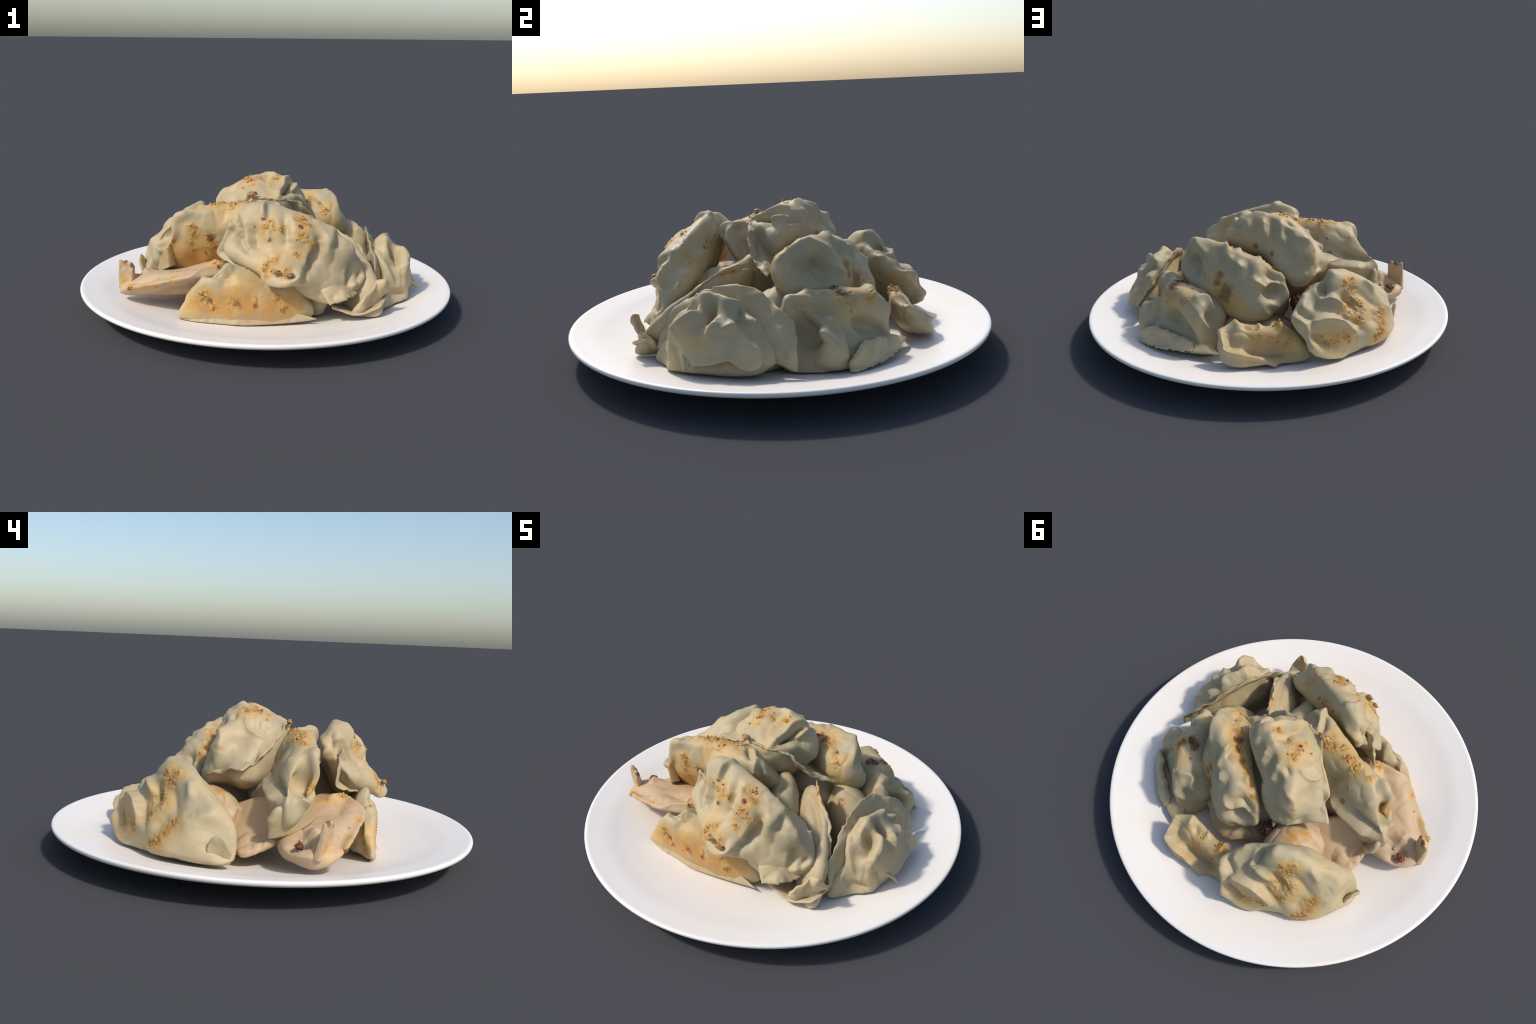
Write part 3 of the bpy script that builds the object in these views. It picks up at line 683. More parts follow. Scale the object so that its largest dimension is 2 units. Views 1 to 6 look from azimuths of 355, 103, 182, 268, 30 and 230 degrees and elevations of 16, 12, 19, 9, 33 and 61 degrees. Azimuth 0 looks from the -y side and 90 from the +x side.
dumpling(
    center=(0.107, -0.414, 0.392), axis=(0.918, -0.178, -0.355), up=(0.397, 0.426, 0.813), half=(0.362, 0.123, 0.208),
    bulges=[(163, -34, 1.23), (165, -12, 1.01), (165, 19, 1.00), (178, 33, 1.06), (-166, 47, 1.06), (-152, 56, 1.02), (-132, 66, 0.97), (-83, 70, 1.03),
            (-48, 59, 1.00), (-35, 47, 1.02), (20, 30, 1.01), (19, 7, 1.12), (20, -23, 1.06), (17, -51, 1.12), (19, -62, 1.13), (18, -69, 0.82),
            (-78, -63, 0.88), (-116, -63, 1.03), (169, -13, 0.90), (173, 12, 0.95), (177, 37, 1.07), (-178, 52, 1.04), (-155, 70, 0.97), (-80, 79, 0.93),
            (42, 64, 0.88), (36, 41, 1.07), (33, 30, 1.14), (25, 11, 1.18), (21, -10, 1.16), (16, -38, 1.15), (9, -53, 1.14), (-11, -65, 0.92),
            (-87, -54, 1.14), (-106, -52, 1.21), (172, -53, 0.98), (120, 19, 0.89), (152, 39, 0.98), (-164, 52, 1.06), (-133, 40, 1.03), (-99, 23, 1.02),
            (-94, -1, 0.85), (-96, -27, 1.02), (63, 15, 1.03), (55, -15, 0.97), (-44, 24, 0.97), (-81, 24, 1.19), (-105, 29, 1.04), (-132, 43, 1.02),
            (-167, 41, 1.07), (158, 26, 1.15), (5, -39, 1.07), (-4, 1, 0.78), (-81, 24, 1.19), (-105, 29, 1.04), (-132, 43, 1.02), (34, 22, 1.16),
            (-18, 36, 0.94), (-58, 34, 1.08), (-80, 23, 1.02), (-102, 11, 0.98), (-102, -40, 1.04), (-157, -31, 0.86), (152, -32, 1.13), (134, -21, 1.13),
            (-29, 39, 0.99), (-49, 54, 1.04), (-80, 63, 1.10), (-118, 62, 1.04), (-139, 54, 0.99), (-154, 43, 1.06), (-165, 36, 1.04), (-179, 27, 1.03),
            (-94, 38, 0.89), (-134, 23, 0.90), (-86, -37, 1.25), (-70, 18, 0.90), (-67, -20, 0.73), (-88, -12, 0.90), (-87, -35, 1.26), (-112, -39, 1.09),
            (-54, 32, 0.99), (-1, -16, 0.86), (29, 8, 1.16), (-95, 40, 0.96)],
    folds=[(-0.028, 0.022, [(-0.049, -0.026, 0.165), (-0.049, -0.066, 0.124), (-0.050, -0.083, 0.077)]),
           (0.014, 0.02, [(-0.014, 0.004, 0.180), (-0.027, -0.075, 0.113), (-0.039, -0.089, 0.063)]),
           (-0.04, 0.03, [(0.116, -0.086, 0.082), (0.102, -0.091, 0.020), (0.069, -0.118, -0.042)]),
           (0.014, 0.022, [(0.078, -0.093, 0.078), (0.057, -0.098, 0.016), (0.031, -0.138, -0.039)]),
           (0.018, 0.03, [(0.143, -0.051, 0.118), (0.137, -0.088, 0.025), (0.092, -0.106, -0.056)]),
           (-0.018, 0.026, [(0.215, -0.036, 0.094), (0.204, -0.072, 0.055)]),
           (0.012, 0.025, [(0.200, 0.008, 0.122), (0.178, -0.073, 0.072)]),
           (-0.024, 0.032, [(-0.205, -0.009, 0.099), (-0.195, -0.040, 0.055)]),
           (0.014, 0.022, [(-0.247, 0.026, 0.103), (-0.232, -0.033, 0.041)]),
           (-0.016, 0.018, [(-0.280, 0.053, 0.097), (-0.262, -0.013, 0.049), (-0.227, -0.063, 0.007)]),
           (0.016, 0.02, [(-0.281, 0.090, 0.163), (-0.301, 0.072, 0.093)]),
           (0.024, 0.018, [(-0.167, -0.131, -0.067), (-0.145, -0.130, -0.096), (-0.078, -0.166, -0.106), (-0.021, -0.175, -0.094), (0.020, -0.158, -0.065)]),
           (-0.018, 0.02, [(0.043, -0.144, -0.057), (0.019, -0.170, -0.093)]),
           (0.01, 0.02, [(-0.155, 0.040, 0.215), (-0.154, 0.013, 0.189)]),
           (-0.012, 0.02, [(-0.133, 0.046, 0.220), (-0.140, 0.002, 0.182)]),
           (-0.024, 0.024, [(0.277, -0.046, -0.070), (0.261, -0.075, -0.150)]),
           (0.018, 0.02, [(0.268, -0.076, -0.163), (0.303, -0.058, -0.150), (0.343, -0.030, -0.126)]),
           (-0.02, 0.016, [(0.314, -0.051, -0.139), (0.333, -0.032, -0.112)]),
           (0.012, 0.018, [(0.252, -0.059, -0.066), (0.248, -0.080, -0.145)]),
           (-0.012, 0.03, [(0.111, -0.127, -0.170), (0.165, -0.125, -0.188)]),
           (0.012, 0.016, [(0.262, -0.027, 0.058), (0.292, -0.034, 0.011), (0.324, -0.017, -0.073)]),
           (0.014, 0.018, [(-0.119, 0.107, 0.215), (-0.151, 0.046, 0.219), (-0.135, -0.061, 0.056)]),
           (-0.016, 0.02, [(-0.274, 0.134, 0.169), (-0.293, 0.098, 0.140)]),
           (0.014, 0.02, [(-0.258, 0.133, 0.190), (-0.284, 0.124, 0.085)]),
           (0.012, 0.02, [(-0.260, 0.087, 0.194), (-0.238, 0.022, 0.112)]),
           (-0.018, 0.03, [(-0.276, 0.117, 0.186), (-0.288, 0.077, 0.117), (-0.259, 0.013, 0.077)]),
           (0.018, 0.02, [(-0.183, 0.143, 0.173), (-0.286, 0.130, 0.139), (-0.261, 0.127, 0.064)]),
           (-0.02, 0.022, [(-0.334, 0.076, 0.001), (-0.325, 0.054, -0.033)])],
    stains=[(-0.159, -0.003, 0.167, 0.018, 1, 2),
            (-0.205, 0.004, 0.131, 0.018, 0.9, 1),
            (-0.151, -0.026, 0.131, 0.028, 1, 1),
            (-0.120, -0.019, 0.164, 0.02, 0.8, 1),
            (-0.109, -0.045, 0.129, 0.026, 1, 1),
            (-0.076, -0.051, 0.136, 0.022, 1, 1),
            (0.029, -0.008, 0.166, 0.03, 1, 1),
            (0.052, -0.044, 0.146, 0.03, 1, 1),
            (0.019, -0.058, 0.140, 0.018, 1, 2),
            (0.029, -0.087, 0.103, 0.038, 1, 1),
            (0.062, -0.097, 0.067, 0.03, 0.9, 1),
            (-0.003, -0.111, 0.014, 0.026, 1, 1),
            (-0.146, -0.125, -0.024, 0.035, 1, 1),
            (-0.115, -0.126, -0.012, 0.035, 0.9, 1),
            (-0.161, -0.131, -0.048, 0.03, 1, 1),
            (-0.123, -0.148, -0.050, 0.02, 1, 1),
            (-0.057, -0.157, -0.045, 0.026, 1, 1),
            (-0.036, -0.171, -0.076, 0.018, 1, 2),
            (-0.064, -0.168, -0.070, 0.022, 1, 1),
            (-0.146, -0.141, -0.084, 0.02, 0.9, 1),
            (-0.244, -0.043, -0.063, 0.018, 0.9, 1),
            (-0.177, -0.053, 0.045, 0.012, 0.7, 2),
            (-0.131, -0.053, 0.077, 0.014, 0.7, 2),
            (-0.112, -0.082, 0.036, 0.1, 0.35, 0),
            (0.029, -0.092, 0.085, 0.08, 0.6, 0),
            (-0.139, -0.030, 0.135, 0.08, 0.45, 0),
            (0.082, 0.112, 0.092, 0.05, 0.8, 0),
            (0.055, 0.109, 0.108, 0.02, 0.8, 2),
            (-0.070, 0.127, 0.138, 0.015, 0.8, 2),
            (0.004, 0.119, 0.112, 0.05, 0.6, 1),
            (0.167, 0.077, 0.081, 0.05, 0.5, 1),
            (0.137, 0.044, 0.151, 0.015, 0.9, 2)],
    frills=[dict(base=[(-0.199, 0.046, 0.086), (-0.243, 0.061, 0.026), (-0.217, 0.056, -0.017), (-0.223, 0.023, -0.039), (-0.145, -0.036, -0.059)],
                 edge=[(-0.317, 0.074, 0.138), (-0.357, 0.089, 0.038), (-0.382, 0.099, -0.030), (-0.327, 0.034, -0.057), (-0.227, -0.056, -0.092)], thick=0.016, wave=0.008),
            dict(base=[(0.210, 0.039, -0.003), (0.249, 0.023, -0.067), (0.236, 0.021, -0.095), (0.205, 0.016, -0.112), (0.153, -0.076, -0.119), (0.096, -0.091, -0.141)],
                 edge=[(0.313, 0.058, -0.004), (0.333, 0.031, -0.090), (0.358, 0.032, -0.144), (0.357, 0.029, -0.196), (0.262, -0.131, -0.203), (0.158, -0.150, -0.232)], thick=0.014, wave=0.008, rag=0.005)],
    scraps=[dict(place=(-0.047, -0.189, -0.062), size=0.014, tone=(184, 138, 80), name='crust_nugget', stretch=(1.5, 0.8, 0.7)),
            dict(place=(-0.107, -0.171, -0.052), size=0.013, tone=(184, 138, 80), name='crust_nugget', stretch=(1.5, 0.8, 0.7))],
)


dumpling(
    center=(-0.220, -0.114, 0.383), axis=(-0.966, 0.049, -0.253), up=(-0.255, -0.336, 0.907), half=(0.368, 0.098, 0.235),
    bulges=[(7, 5, 1.08), (-31, 29, 1.23), (-40, 51, 1.12), (-52, 61, 1.09), (-91, 61, 0.97), (-122, 50, 0.98), (111, 32, 1.14), (137, 39, 1.12),
            (164, 42, 1.03), (-133, 39, 1.06), (54, 43, 1.02), (50, 25, 1.07), (165, 9, 1.02), (143, 32, 1.21), (132, 37, 1.16), (114, 41, 1.04),
            (88, 72, 0.88), (44, 63, 1.08), (32, 46, 1.06), (31, 30, 1.03), (-27, 87, 0.94), (7, 71, 1.04), (5, 55, 1.03), (-30, 36, 0.97),
            (10, 22, 0.89), (-27, 87, 0.94), (7, 71, 1.04), (5, 55, 1.03), (-30, 36, 0.97), (10, 22, 0.89), (18, 6, 1.09), (20, 42, 0.99),
            (8, 54, 1.03), (-50, 52, 1.07), (-88, 49, 1.04), (35, -23, 0.97), (77, 23, 0.87), (63, 35, 0.99), (79, 23, 1.00), (43, 23, 1.07),
            (-41, 67, 0.99), (-149, 34, 0.94), (169, 9, 0.98)],
    folds=[(-0.022, 0.05, [(-0.319, -0.001, 0.021), (-0.304, -0.046, 0.013)]),
           (0.024, 0.026, [(-0.038, 0.101, 0.015), (-0.144, 0.108, -0.027), (-0.323, 0.093, -0.046)]),
           (-0.024, 0.02, [(-0.180, 0.089, 0.034), (-0.328, 0.079, -0.000), (-0.351, 0.011, -0.000)]),
           (-0.022, 0.026, [(0.002, 0.100, 0.023), (-0.020, 0.075, 0.090), (-0.061, 0.034, 0.155)]),
           (0.012, 0.03, [(-0.239, 0.031, 0.115), (-0.243, -0.052, 0.136)]),
           (0.018, 0.018, [(-0.188, -0.086, 0.167), (-0.258, -0.073, 0.122), (-0.275, -0.084, 0.043), (-0.310, -0.066, -0.029)]),
           (-0.024, 0.025, [(-0.290, -0.009, 0.052), (-0.310, -0.059, 0.007)]),
           (0.03, 0.02, [(-0.345, -0.008, -0.034), (-0.341, -0.038, -0.043)]),
           (0.008, 0.015, [(-0.139, -0.035, 0.199), (-0.132, -0.034, 0.192)]),
           (0.022, 0.016, [(0.202, -0.028, 0.198), (0.262, -0.115, 0.189), (0.266, -0.122, 0.128)]),
           (-0.022, 0.015, [(0.175, -0.026, 0.207), (0.243, -0.112, 0.200)]),
           (0.016, 0.018, [(0.277, -0.082, 0.193), (0.314, -0.104, 0.141)]),
           (-0.016, 0.016, [(0.239, -0.047, 0.189), (0.292, -0.116, 0.154)])],
    stains=[(-0.176, -0.058, -0.099, 0.14, 0.9, 3),
            (-0.076, -0.069, -0.080, 0.12, 0.9, 3),
            (-0.242, -0.064, -0.079, 0.1, 0.7, 3),
            (-0.142, -0.093, -0.003, 0.16, 0.8, 0),
            (-0.010, -0.097, 0.165, 0.12, 0.6, 0),
            (-0.173, -0.106, 0.088, 0.035, 1, 1),
            (-0.164, -0.103, 0.050, 0.035, 1, 1),
            (-0.181, -0.094, 0.004, 0.022, 0.9, 1),
            (-0.082, -0.105, 0.036, 0.032, 0.9, 2),
            (-0.063, -0.093, -0.018, 0.038, 1, 1),
            (-0.279, -0.081, 0.002, 0.028, 1, 1),
            (-0.300, -0.070, -0.028, 0.02, 1, 1),
            (-0.109, -0.079, -0.052, 0.01, 1, 2),
            (-0.172, -0.082, -0.040, 0.012, 1, 2),
            (-0.043, -0.050, 0.202, 0.04, 0.9, 1),
            (0.037, -0.052, 0.208, 0.045, 0.9, 1),
            (0.105, -0.044, 0.215, 0.04, 0.6, 1),
            (0.135, -0.078, 0.211, 0.06, 0.7, 0),
            (0.077, -0.026, 0.214, 0.045, 0.9, 1),
            (-0.016, -0.029, 0.204, 0.045, 1, 1),
            (-0.079, -0.021, 0.196, 0.045, 1, 1),
            (-0.160, -0.039, 0.184, 0.025, 1, 1),
            (0.138, -0.091, 0.207, 0.06, 0.8, 0),
            (0.114, -0.001, 0.207, 0.045, 0.9, 1),
            (-0.122, 0.091, 0.038, 0.02, 0.6, 2),
            (-0.108, 0.055, 0.116, 0.012, 0.7, 2),
            (-0.305, -0.072, 0.009, 0.015, 1, 1)],
    frills=[dict(base=[(-0.320, 0.114, -0.193), (-0.330, 0.084, -0.188), (-0.330, 0.024, -0.173), (-0.310, -0.026, -0.148), (-0.280, -0.066, -0.123)],
                 edge=[(-0.380, 0.124, -0.113), (-0.385, 0.084, -0.061), (-0.355, 0.014, -0.053), (-0.325, -0.036, -0.028), (-0.295, -0.076, 0.002)], thick=0.04, wave=0.008, freq=10.0, sag=-0.01),
            dict(base=[(-0.040, 0.254, -0.133), (-0.090, 0.184, -0.093), (-0.150, 0.114, -0.063), (-0.220, 0.054, -0.063)],
                 edge=[(-0.270, 0.294, -0.283), (-0.325, 0.234, -0.281), (-0.335, 0.154, -0.265), (-0.310, 0.079, -0.188)], thick=0.02, wave=0.01, freq=8.0, sag=0.03, warm=0.7, name='torn_sheet')],
)


dumpling(
    center=(-0.456, -0.227, 0.199), axis=(-0.955, 0.224, -0.196), up=(-0.125, 0.295, 0.947), half=(0.336, 0.179, 0.076),
    bulges=[(19, -24, 1.08), (21, -47, 1.00), (17, -72, 0.95), (-114, -85, 1.18), (11, 21, 1.01), (-13, 53, 0.98), (66, 70, 0.82), (130, 71, 0.86),
            (168, 62, 1.14), (-82, 14, 1.06), (-62, -2, 1.03), (-40, -22, 0.99), (16, -27, 1.06), (95, -3, 1.01), (114, 9, 1.03), (141, 29, 1.05),
            (-65, 3, 0.98), (-44, 21, 1.05), (-23, 23, 1.04), (3, -14, 0.98), (32, -7, 1.05), (45, -6, 1.07), (69, -4, 0.96), (94, 3, 1.05),
            (110, 6, 1.14), (43, -13, 1.06), (66, -39, 0.91), (124, -68, 0.85), (28, 11, 1.01), (5, 31, 1.06), (-24, 38, 1.18), (14, -11, 1.00),
            (-6, -20, 0.99), (-31, -21, 0.93), (-15, 43, 1.09), (118, 48, 1.06), (75, 20, 0.87), (92, 11, 1.00), (8, 58, 0.99)],
    folds=[(-0.03, 0.022, [(-0.223, 0.132, -0.009), (-0.236, 0.084, 0.004)]),
           (-0.012, 0.03, [(-0.165, 0.103, 0.013), (-0.185, 0.091, 0.013)]),
           (0.01, 0.025, [(-0.158, 0.047, 0.030), (-0.189, 0.035, 0.028)]),
           (-0.012, 0.035, [(0.129, -0.112, 0.115), (-0.000, -0.076, 0.085)]),
           (0.012, 0.014, [(-0.272, -0.066, -0.017), (-0.149, -0.125, 0.017), (-0.036, -0.172, 0.050), (0.050, -0.192, 0.075), (0.107, -0.166, 0.102), (0.187, -0.138, 0.112)]),
           (-0.012, 0.02, [(-0.233, -0.067, 0.010), (-0.154, -0.087, 0.035)]),
           (0.016, 0.02, [(-0.189, 0.084, 0.021), (-0.179, 0.016, 0.035)]),
           (0.016, 0.025, [(0.155, -0.049, 0.112), (0.222, -0.165, 0.136)])],
    stains=[(-0.284, 0.002, 0.101, 0.03, 0.9, 2),
            (-0.244, -0.023, 0.091, 0.025, 0.9, 2),
            (-0.289, 0.017, 0.001, 0.03, 0.6, 1),
            (-0.233, 0.104, -0.001, 0.038, 1, 2),
            (-0.223, 0.132, -0.009, 0.018, 1, 1),
            (-0.255, -0.080, -0.015, 0.02, 1, 1),
            (-0.126, -0.136, 0.008, 0.02, 0.8, 1),
            (-0.262, -0.077, -0.021, 0.018, 1, 2),
            (-0.178, -0.110, 0.013, 0.025, 0.6, 1),
            (-0.042, -0.160, 0.059, 0.025, 0.7, 1),
            (0.172, -0.122, 0.118, 0.03, 0.9, 1),
            (0.145, -0.044, 0.110, 0.03, 0.8, 1),
            (-0.036, -0.164, 0.061, 0.015, 0.7, 1),
            (-0.114, -0.111, 0.043, 0.012, 0.7, 2),
            (0.068, -0.112, 0.105, 0.01, 0.8, 2),
            (0.187, -0.147, 0.107, 0.02, 0.9, 2)],
    frills=[dict(base=[(-0.319, 0.052, -0.049), (-0.294, 0.032, -0.049), (-0.264, 0.012, -0.049), (-0.244, -0.008, -0.049)],
                 edge=[(-0.319, 0.022, 0.101), (-0.289, 0.012, 0.106), (-0.259, -0.008, 0.101), (-0.239, -0.023, 0.086)], thick=0.026, wave=0.008, freq=25.0, rag=0.012, name='dough_stub')],
    scraps=[dict(place=(-0.241, 0.108, -0.011), size=0.018, tone=(140, 70, 42), name='meat_filling', stretch=(1.3, 1, 0.7))],
    peach=0.85,
    lumps=0.005,
    creases=0.003,
)


dumpling(
    center=(-0.126, -0.456, 0.163), axis=(1.000, -0.018, 0.016), up=(-0.016, 0.011, 1.000), half=(0.327, 0.081, 0.160),
    bulges=[(-174, -14, 1.08), (-173, 22, 0.90), (165, 43, 0.89), (163, 61, 1.00), (159, 76, 1.15), (-12, 13, 0.87), (-19, -13, 1.01), (-19, -23, 1.16),
            (-168, -29, 1.17), (-163, -43, 0.99), (-114, -68, 0.84), (-63, -69, 0.83), (-22, -34, 1.11), (46, 66, 0.90), (-108, 66, 1.03), (-115, 40, 1.11),
            (-122, 13, 0.95), (-144, -12, 0.96), (-161, -28, 1.23), (-165, -23, 1.17), (-172, 5, 0.92), (177, 37, 0.88), (156, 65, 1.06), (-149, -38, 1.01),
            (-118, -44, 0.93), (-58, -49, 0.95), (-26, -35, 1.16), (-93, 54, 0.86), (-108, 44, 1.16), (-132, 32, 1.02), (-150, 23, 1.00), (-159, -7, 1.00),
            (-172, 74, 1.12), (-136, 9, 0.89), (-102, 3, 0.95), (-84, 1, 0.94), (-59, -12, 1.08)],
    folds=[(0.014, 0.02, [(-0.146, -0.026, 0.147), (-0.090, -0.008, 0.170), (-0.085, -0.042, 0.138)]),
           (-0.014, 0.018, [(-0.147, -0.040, 0.135), (-0.101, -0.047, 0.134), (-0.078, -0.025, 0.156)]),
           (-0.012, 0.03, [(-0.123, -0.062, 0.106), (-0.092, -0.055, 0.123)]),
           (0.012, 0.02, [(-0.101, 0.004, 0.171), (-0.126, 0.041, 0.121)]),
           (-0.02, 0.022, [(-0.144, -0.023, 0.150), (-0.188, -0.006, 0.134)]),
           (0.02, 0.02, [(-0.199, -0.016, 0.128), (-0.226, 0.009, 0.086), (-0.307, 0.020, -0.019)]),
           (-0.02, 0.025, [(-0.233, 0.035, 0.054), (-0.291, 0.034, -0.047)]),
           (-0.02, 0.02, [(-0.077, 0.067, -0.171), (-0.243, 0.017, -0.111)])],
    stains=[(-0.216, -0.044, 0.027, 0.04, 1, 1),
            (-0.167, -0.055, -0.028, 0.035, 1, 1),
            (-0.072, -0.072, 0.007, 0.045, 1, 1),
            (0.031, -0.077, 0.011, 0.035, 0.9, 1),
            (0.031, -0.076, -0.009, 0.02, 0.7, 2),
            (-0.191, -0.049, 0.010, 0.02, 0.7, 2),
            (-0.056, -0.073, -0.002, 0.02, 0.6, 2),
            (0.144, -0.072, 0.021, 0.035, 0.9, 1),
            (0.175, -0.075, -0.031, 0.03, 1, 1),
            (-0.208, -0.045, -0.004, 0.1, 1, 3),
            (-0.109, -0.067, -0.003, 0.11, 1, 3),
            (-0.002, -0.076, -0.006, 0.12, 1, 3),
            (0.098, -0.077, -0.007, 0.11, 1, 3),
            (0.181, -0.075, -0.019, 0.1, 0.9, 3),
            (-0.274, -0.031, -0.012, 0.12, 0.8, 0),
            (0.233, -0.059, 0.015, 0.13, 0.8, 0),
            (-0.044, -0.075, 0.068, 0.15, 0.7, 0)],
    frills=[dict(base=[(-0.267, 0.001, -0.072), (-0.207, -0.026, -0.078), (-0.126, -0.035, -0.077), (-0.028, -0.051, -0.070), (0.030, -0.052, -0.072), (0.122, -0.051, -0.073), (0.195, -0.047, -0.066), (0.210, -0.049, -0.051)],
                 edge=[(-0.344, 0.001, -0.093), (-0.274, -0.034, -0.103), (-0.174, -0.049, -0.107), (-0.044, -0.079, -0.109), (0.046, -0.079, -0.109), (0.176, -0.074, -0.105), (0.286, -0.069, -0.097), (0.341, -0.079, -0.083)], thick=0.014, wave=0.004)],
    skirt=0.02,
    creases=0.002,
)


dumpling(
    center=(-0.423, 0.411, 0.239), axis=(-0.722, -0.679, -0.132), up=(0.231, -0.417, 0.879), half=(0.342, 0.120, 0.216),
    bulges=[(-163, -44, 1.16), (-163, -30, 1.09), (-169, -13, 0.95), (172, 28, 0.88), (-126, 51, 1.09), (-115, 65, 1.17), (-95, 72, 1.13), (-32, 66, 0.93),
            (1, 50, 0.93), (17, 33, 1.00), (33, 17, 1.10), (38, -5, 1.25), (37, -21, 1.22), (36, -35, 1.03), (-33, -52, 0.93), (152, -74, 0.81),
            (-163, -48, 1.12), (171, 1, 1.05), (164, 13, 1.06), (155, 30, 0.97), (139, 50, 0.97), (108, 62, 0.96), (68, 53, 0.97), (44, 35, 0.97),
            (23, 23, 1.02), (0, 8, 0.92), (-13, -20, 1.03), (-32, -30, 1.05), (-63, -38, 1.15), (-79, -43, 1.03), (-119, -57, 0.93), (-153, -53, 1.04),
            (-167, -36, 1.03), (-177, -19, 1.04), (151, 42, 1.03), (149, 57, 1.00), (-133, 72, 1.11), (-101, 70, 1.10), (-65, 59, 1.10), (-35, 43, 0.99),
            (-18, 26, 0.97), (-15, 0, 0.86), (-25, -28, 1.02), (-48, -41, 1.05), (-65, -56, 0.97), (-163, -75, 0.95), (-179, -58, 1.05), (179, -43, 1.10),
            (172, -27, 0.99), (-122, 69, 1.16), (-73, -32, 1.16), (-130, -34, 0.95), (-102, 44, 1.09), (-93, 19, 0.85), (-96, -7, 0.85), (-73, -31, 1.14),
            (-161, 55, 0.83), (-132, -38, 0.94), (-66, 34, 1.03)],
    folds=[(-0.036, 0.03, [(0.137, 0.059, 0.166), (0.125, 0.097, 0.159)]),
           (0.02, 0.02, [(0.166, 0.032, 0.164), (0.138, 0.110, 0.133), (0.089, 0.120, 0.140), (0.005, 0.090, 0.090)]),
           (-0.012, 0.05, [(0.150, 0.164, 0.103), (0.089, 0.154, 0.099)]),
           (0.014, 0.02, [(0.216, 0.049, 0.139), (0.223, 0.178, 0.090)]),
           (0.012, 0.025, [(0.083, -0.013, 0.228), (0.075, 0.017, 0.226)]),
           (-0.034, 0.03, [(0.186, 0.238, 0.029), (0.158, 0.259, -0.018), (0.069, 0.225, -0.064)]),
           (0.022, 0.022, [(0.190, 0.225, 0.049), (0.089, 0.185, 0.057), (0.019, 0.153, 0.023), (-0.054, 0.134, -0.057)]),
           (0.024, 0.022, [(0.255, 0.209, 0.068), (0.198, 0.241, 0.026), (0.190, 0.260, -0.014), (0.150, 0.269, -0.084)]),
           (-0.02, 0.02, [(0.239, 0.177, 0.090), (0.183, 0.207, 0.068)]),
           (-0.014, 0.03, [(-0.054, 0.004, 0.134), (-0.162, -0.020, 0.037)]),
           (-0.026, 0.025, [(0.030, 0.141, 0.054), (-0.054, 0.127, -0.028)]),
           (0.014, 0.018, [(0.048, 0.164, 0.042), (-0.022, 0.134, 0.000), (-0.065, 0.125, -0.044)]),
           (-0.016, 0.03, [(0.013, 0.080, 0.118), (-0.029, 0.068, 0.076)]),
           (-0.012, 0.05, [(-0.158, -0.106, 0.109), (-0.180, -0.135, 0.094)]),
           (0.012, 0.04, [(-0.214, -0.078, 0.017), (-0.210, -0.161, 0.053)]),
           (-0.014, 0.03, [(-0.140, 0.049, -0.005), (-0.143, 0.029, 0.014)]),
           (0.012, 0.02, [(-0.100, -0.075, 0.153), (-0.134, -0.078, 0.117)])],
    stains=[(-0.026, 0.058, 0.094, 0.045, 1, 1),
            (-0.027, 0.089, 0.054, 0.04, 1, 1),
            (-0.066, 0.040, 0.071, 0.045, 1, 1),
            (-0.060, 0.092, 0.021, 0.035, 1, 1),
            (-0.108, 0.052, 0.023, 0.06, 0.7, 0),
            (-0.181, 0.001, -0.001, 0.04, 1, 1),
            (-0.188, 0.017, -0.027, 0.035, 1, 1),
            (-0.175, 0.051, -0.070, 0.04, 1, 1),
            (-0.147, 0.076, -0.089, 0.028, 1, 1),
            (-0.182, -0.022, 0.018, 0.035, 0.8, 1),
            (0.008, 0.027, 0.183, 0.028, 1, 1),
            (-0.019, 0.021, 0.159, 0.03, 1, 1),
            (0.118, 0.244, -0.020, 0.035, 1, 1),
            (0.060, 0.216, -0.051, 0.045, 1, 1),
            (0.006, 0.172, -0.049, 0.04, 0.9, 1),
            (-0.027, -0.012, 0.184, 0.035, 0.9, 1),
            (-0.035, 0.018, 0.142, 0.04, 0.8, 1),
            (-0.172, 0.054, -0.070, 0.03, 1, 1),
            (-0.077, 0.049, 0.051, 0.14, 0.5, 0),
            (0.068, 0.228, -0.081, 0.1, 0.5, 0)],
    frills=[dict(base=[(-0.232, -0.177, -0.128), (-0.232, -0.187, -0.135), (-0.232, -0.201, -0.141), (-0.232, -0.218, -0.144), (-0.232, -0.235, -0.144), (-0.232, -0.255, -0.133)],
                 edge=[(-0.252, -0.154, -0.085), (-0.259, -0.165, -0.052), (-0.267, -0.184, -0.025), (-0.272, -0.214, -0.021), (-0.277, -0.241, -0.044), (-0.267, -0.260, -0.088)], thick=0.022, wave=0.003)],
    lumps=0.007,
    skirt=0.035,
    creases=0.004,
)


